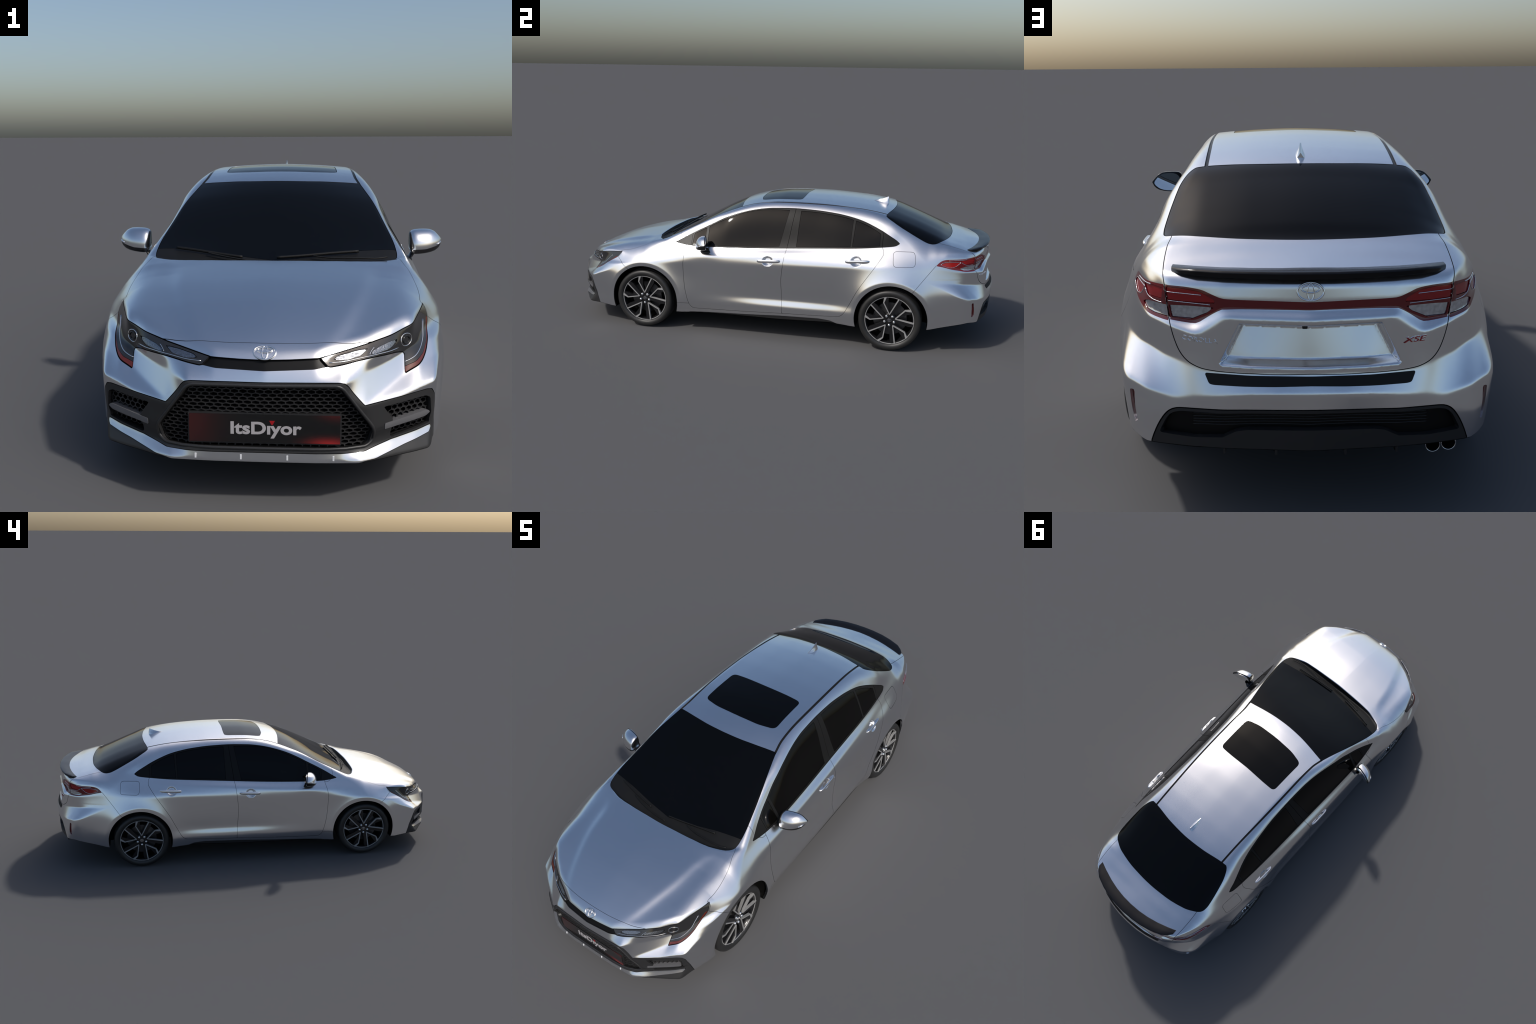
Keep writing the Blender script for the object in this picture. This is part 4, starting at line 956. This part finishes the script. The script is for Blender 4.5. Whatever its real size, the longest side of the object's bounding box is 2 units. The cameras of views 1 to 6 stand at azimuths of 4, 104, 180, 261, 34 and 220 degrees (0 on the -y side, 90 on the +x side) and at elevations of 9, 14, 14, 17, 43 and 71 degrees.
# maker's ovals on nose and boot
def ovals(place, w, h, r):
    t = np.linspace(0, 2*np.pi, 48, endpoint=False); parts_ = []
    for cx, cz, rx, rz, rr in ((0,0,1,1,1.15),(0,.30,.68,.40,1.),(0,-.02,.26,.93,1.)):
        parts_.append(tube(place(w*(cx+rx*np.cos(t)), h*(cz+rz*np.sin(t))), r*rr, True, 8, flat=1))
    return join(parts_)
def nose_place(a, b):
    x = a; y = -.9655 + b*.80; p = on_top(np.abs(x), y, .0012); p[:, 0] = np.where(x < 0, -p[:, 0], p[:, 0]); return p
v_, f_ = ovals(nose_place, .0215, .0140, .0016); add('nose_emblem', v_, f_, CHROME, CAR)
def boot_place(a, b):
    p = on_rear(np.abs(a), .4275+b, .0012); p[:, 0] = np.where(a < 0, -p[:, 0], p[:, 0]); return p
v_, f_ = ovals(boot_place, .0220, .0146, .0014); add('trunk_emblem', v_, f_, CHROME, CAR)

# small lip markers, reversing camera
for x in (-.134, -.045, .045, .134):
    p = on_front([abs(x)], [.1030])[0]; v_, f_ = prism([(x-.0016,.0985),(x+.0016,.0985),(x+.0016,.1075),(x-.0016,.1075)], toY(p[1]), .004, -.0028); add('lip_marker', v_, f_, GREYLIGHT, CAR, smooth=False)
p = [0, RF(np.array([.0]), np.array([.373]))[0]-.012]; v_, f_ = prism(fillet([(.0055,.3655),(.0145,.3655),(.0145,.3755),(.0055,.3755)], .002, 4), toY(p[1]+.004), -.012, 0); add('reversing_camera', v_, flip(f_), GLOSS, CAR, angle=30)

# ------------------------------------------------------------------ headlamp innards (ring, light guides)
def diag(u, z, off):
    """Point on the lens for front-quarter coordinates (u, z)."""
    u = np.atleast_1d(np.asarray(u, float)); z = np.atleast_1d(np.asarray(z, float))
    s = bis(lambda t: fx(P3((u*2**.5+t)/2, (u*2**.5-t)/2, z)), 0*u+.8, 0*u+1.4)
    p = P3((u*2**.5+s)/2, (u*2**.5-s)/2, z); return p + off*normal(p, fx)
t = np.linspace(0, 2*np.pi, 36, endpoint=False)
ring = diag(-.4030+.0180*np.cos(t), .3045+.0128*np.sin(t), .0003); v_, f_ = tube(ring, .0010, True, 6); both('projector_ring', v_, f_, CHROME, CAR)
ring = diag(-.4030+.0105*np.cos(t), .3045+.0075*np.sin(t), .0004)
v_, f_ = tube(ring, .0018, True, 6); both('projector_lens', v_, f_, GLOSS, CAR)
def guide(pts, r, mat, name='light_guide'):
    P = along(pts, 26); v_, f_ = tube(diag(P[:, 0], P[:, 1], .0003), r, n=6); both(name, v_, f_, mat, CAR)
guide([(-.3130,.3280),(-.3262,.3130),(-.3400,.2965),(-.3634,.2800),(-.3948,.2671),(-.4170,.2625)], .0013, CHROME)
guide([(-.5960,.2860),(-.5700,.2862),(-.5193,.2905),(-.4968,.2912),(-.4600,.2918),(-.4300,.2930)], .0010, CHROME)
guide([(-.5130,.2935),(-.5060,.2985),(-.4960,.3040)], .0008, CHROME)

def diag_r(u, z, off):
    u = np.atleast_1d(np.asarray(u, float)); z = np.atleast_1d(np.asarray(z, float))
    q = bis(lambda t: fx(P3((t-u*2**.5)/2, (t+u*2**.5)/2, z)), 0*u+.8, 0*u+1.4)
    p = P3((q-u*2**.5)/2, (q+u*2**.5)/2, z); return p + off*normal(p, fx)
P = fillet(c4, .008, 6); P = np.concatenate([np.linspace(a_, b_, 4, endpoint=False) for a_, b_ in zip(P, np.roll(P, -1, 0))])
v_, f_ = tube(diag_r(P[:, 0], P[:, 1], .0001), .0008, True, 6); both('lamp_outline', v_, f_, CLEAR, CAR)
P = along([(.3450,.4140),(.3700,.4150),(.3950,.4160),(.4200,.4180)], 20)
v_, f_ = tube(diag_r(P[:, 0], P[:, 1], .0001), .0011, n=6); both('lamp_outline', v_, f_, CLEAR, CAR)
P = along([(.3960,.4050),(.4120,.3950),(.4300,.3915),(.4550,.3920)], 20)
v_, f_ = tube(diag_r(P[:, 0], P[:, 1], .0001), .0008, n=6); both('lamp_outline', v_, f_, CLEAR, CAR)
for zz, x0, x1 in ((.3990,.170,.245),(.4150,.185,.247)):
    x = np.linspace(x0, x1, 20); v_, f_ = tube(on_rear(x, np.full(20, zz), .0001), .0007, n=6); both('lamp_outline', v_, f_, CLEAR, CAR)
for o in [q for q in CAR.children if q.name.split('.')[0] in ('projector_ring', 'projector_lens', 'light_guide')]:
    o.parent = HEADLAMPS[0] if o.data.vertices[0].co.x > 0 else HEADLAMPS[1]

# ------------------------------------------------------------------ rear underside: diffuser ribs, fins, tail pipes
for z in np.arange(.1960, .2220, .0052):
    x = np.linspace(-.205, .205, 60); y = RF(np.abs(x), np.full(60, z)) - .0125
    v_, f_ = tube(P3(x, y, np.full(60, z)-.010*(np.abs(x)/.215)**2), .0011, n=5); o = add('diffuser_rib', v_, f_, GLOSS, CAR)
for x in (-.150, -.060, .060, .150):
    y = RF(np.array([abs(x)]), np.array([.135]))[0]
    v_, f_ = prism([(y-.060,.132),(y-.004,.138),(y-.001,.1600),(y-.060,.160)], lambda a, b, h: np.stack([np.full(len(a), h), a, b], -1), x-.0022, x+.0022); add('diffuser_fin', v_, f_, VALANCE, CAR, smooth=False)
t = np.linspace(0, 2*np.pi, 40, endpoint=False)
for x, z in ((-.2213,.1300),(-.2494,.1337)):
    rim_ = np.stack([x+.0128*np.cos(t), np.full(40, .9350), z+.0128*np.sin(t)], -1)
    v_, f_ = tube(rim_, .0010, True, 8, up=(0, 1, 0)); add('tail_pipe_rim', v_, f_, CHROME, CAR)
    v_, f_ = revolve([(.0128,-.075),(.0132,0),(.0124,0),(.0118,-.03),(.0002,-.031)], 40); v_ = np.stack([v_[:, 1], v_[:, 0], v_[:, 2]], -1)+[x, .9345, z]; add('tail_pipe', v_, f_, DARK, CAR)
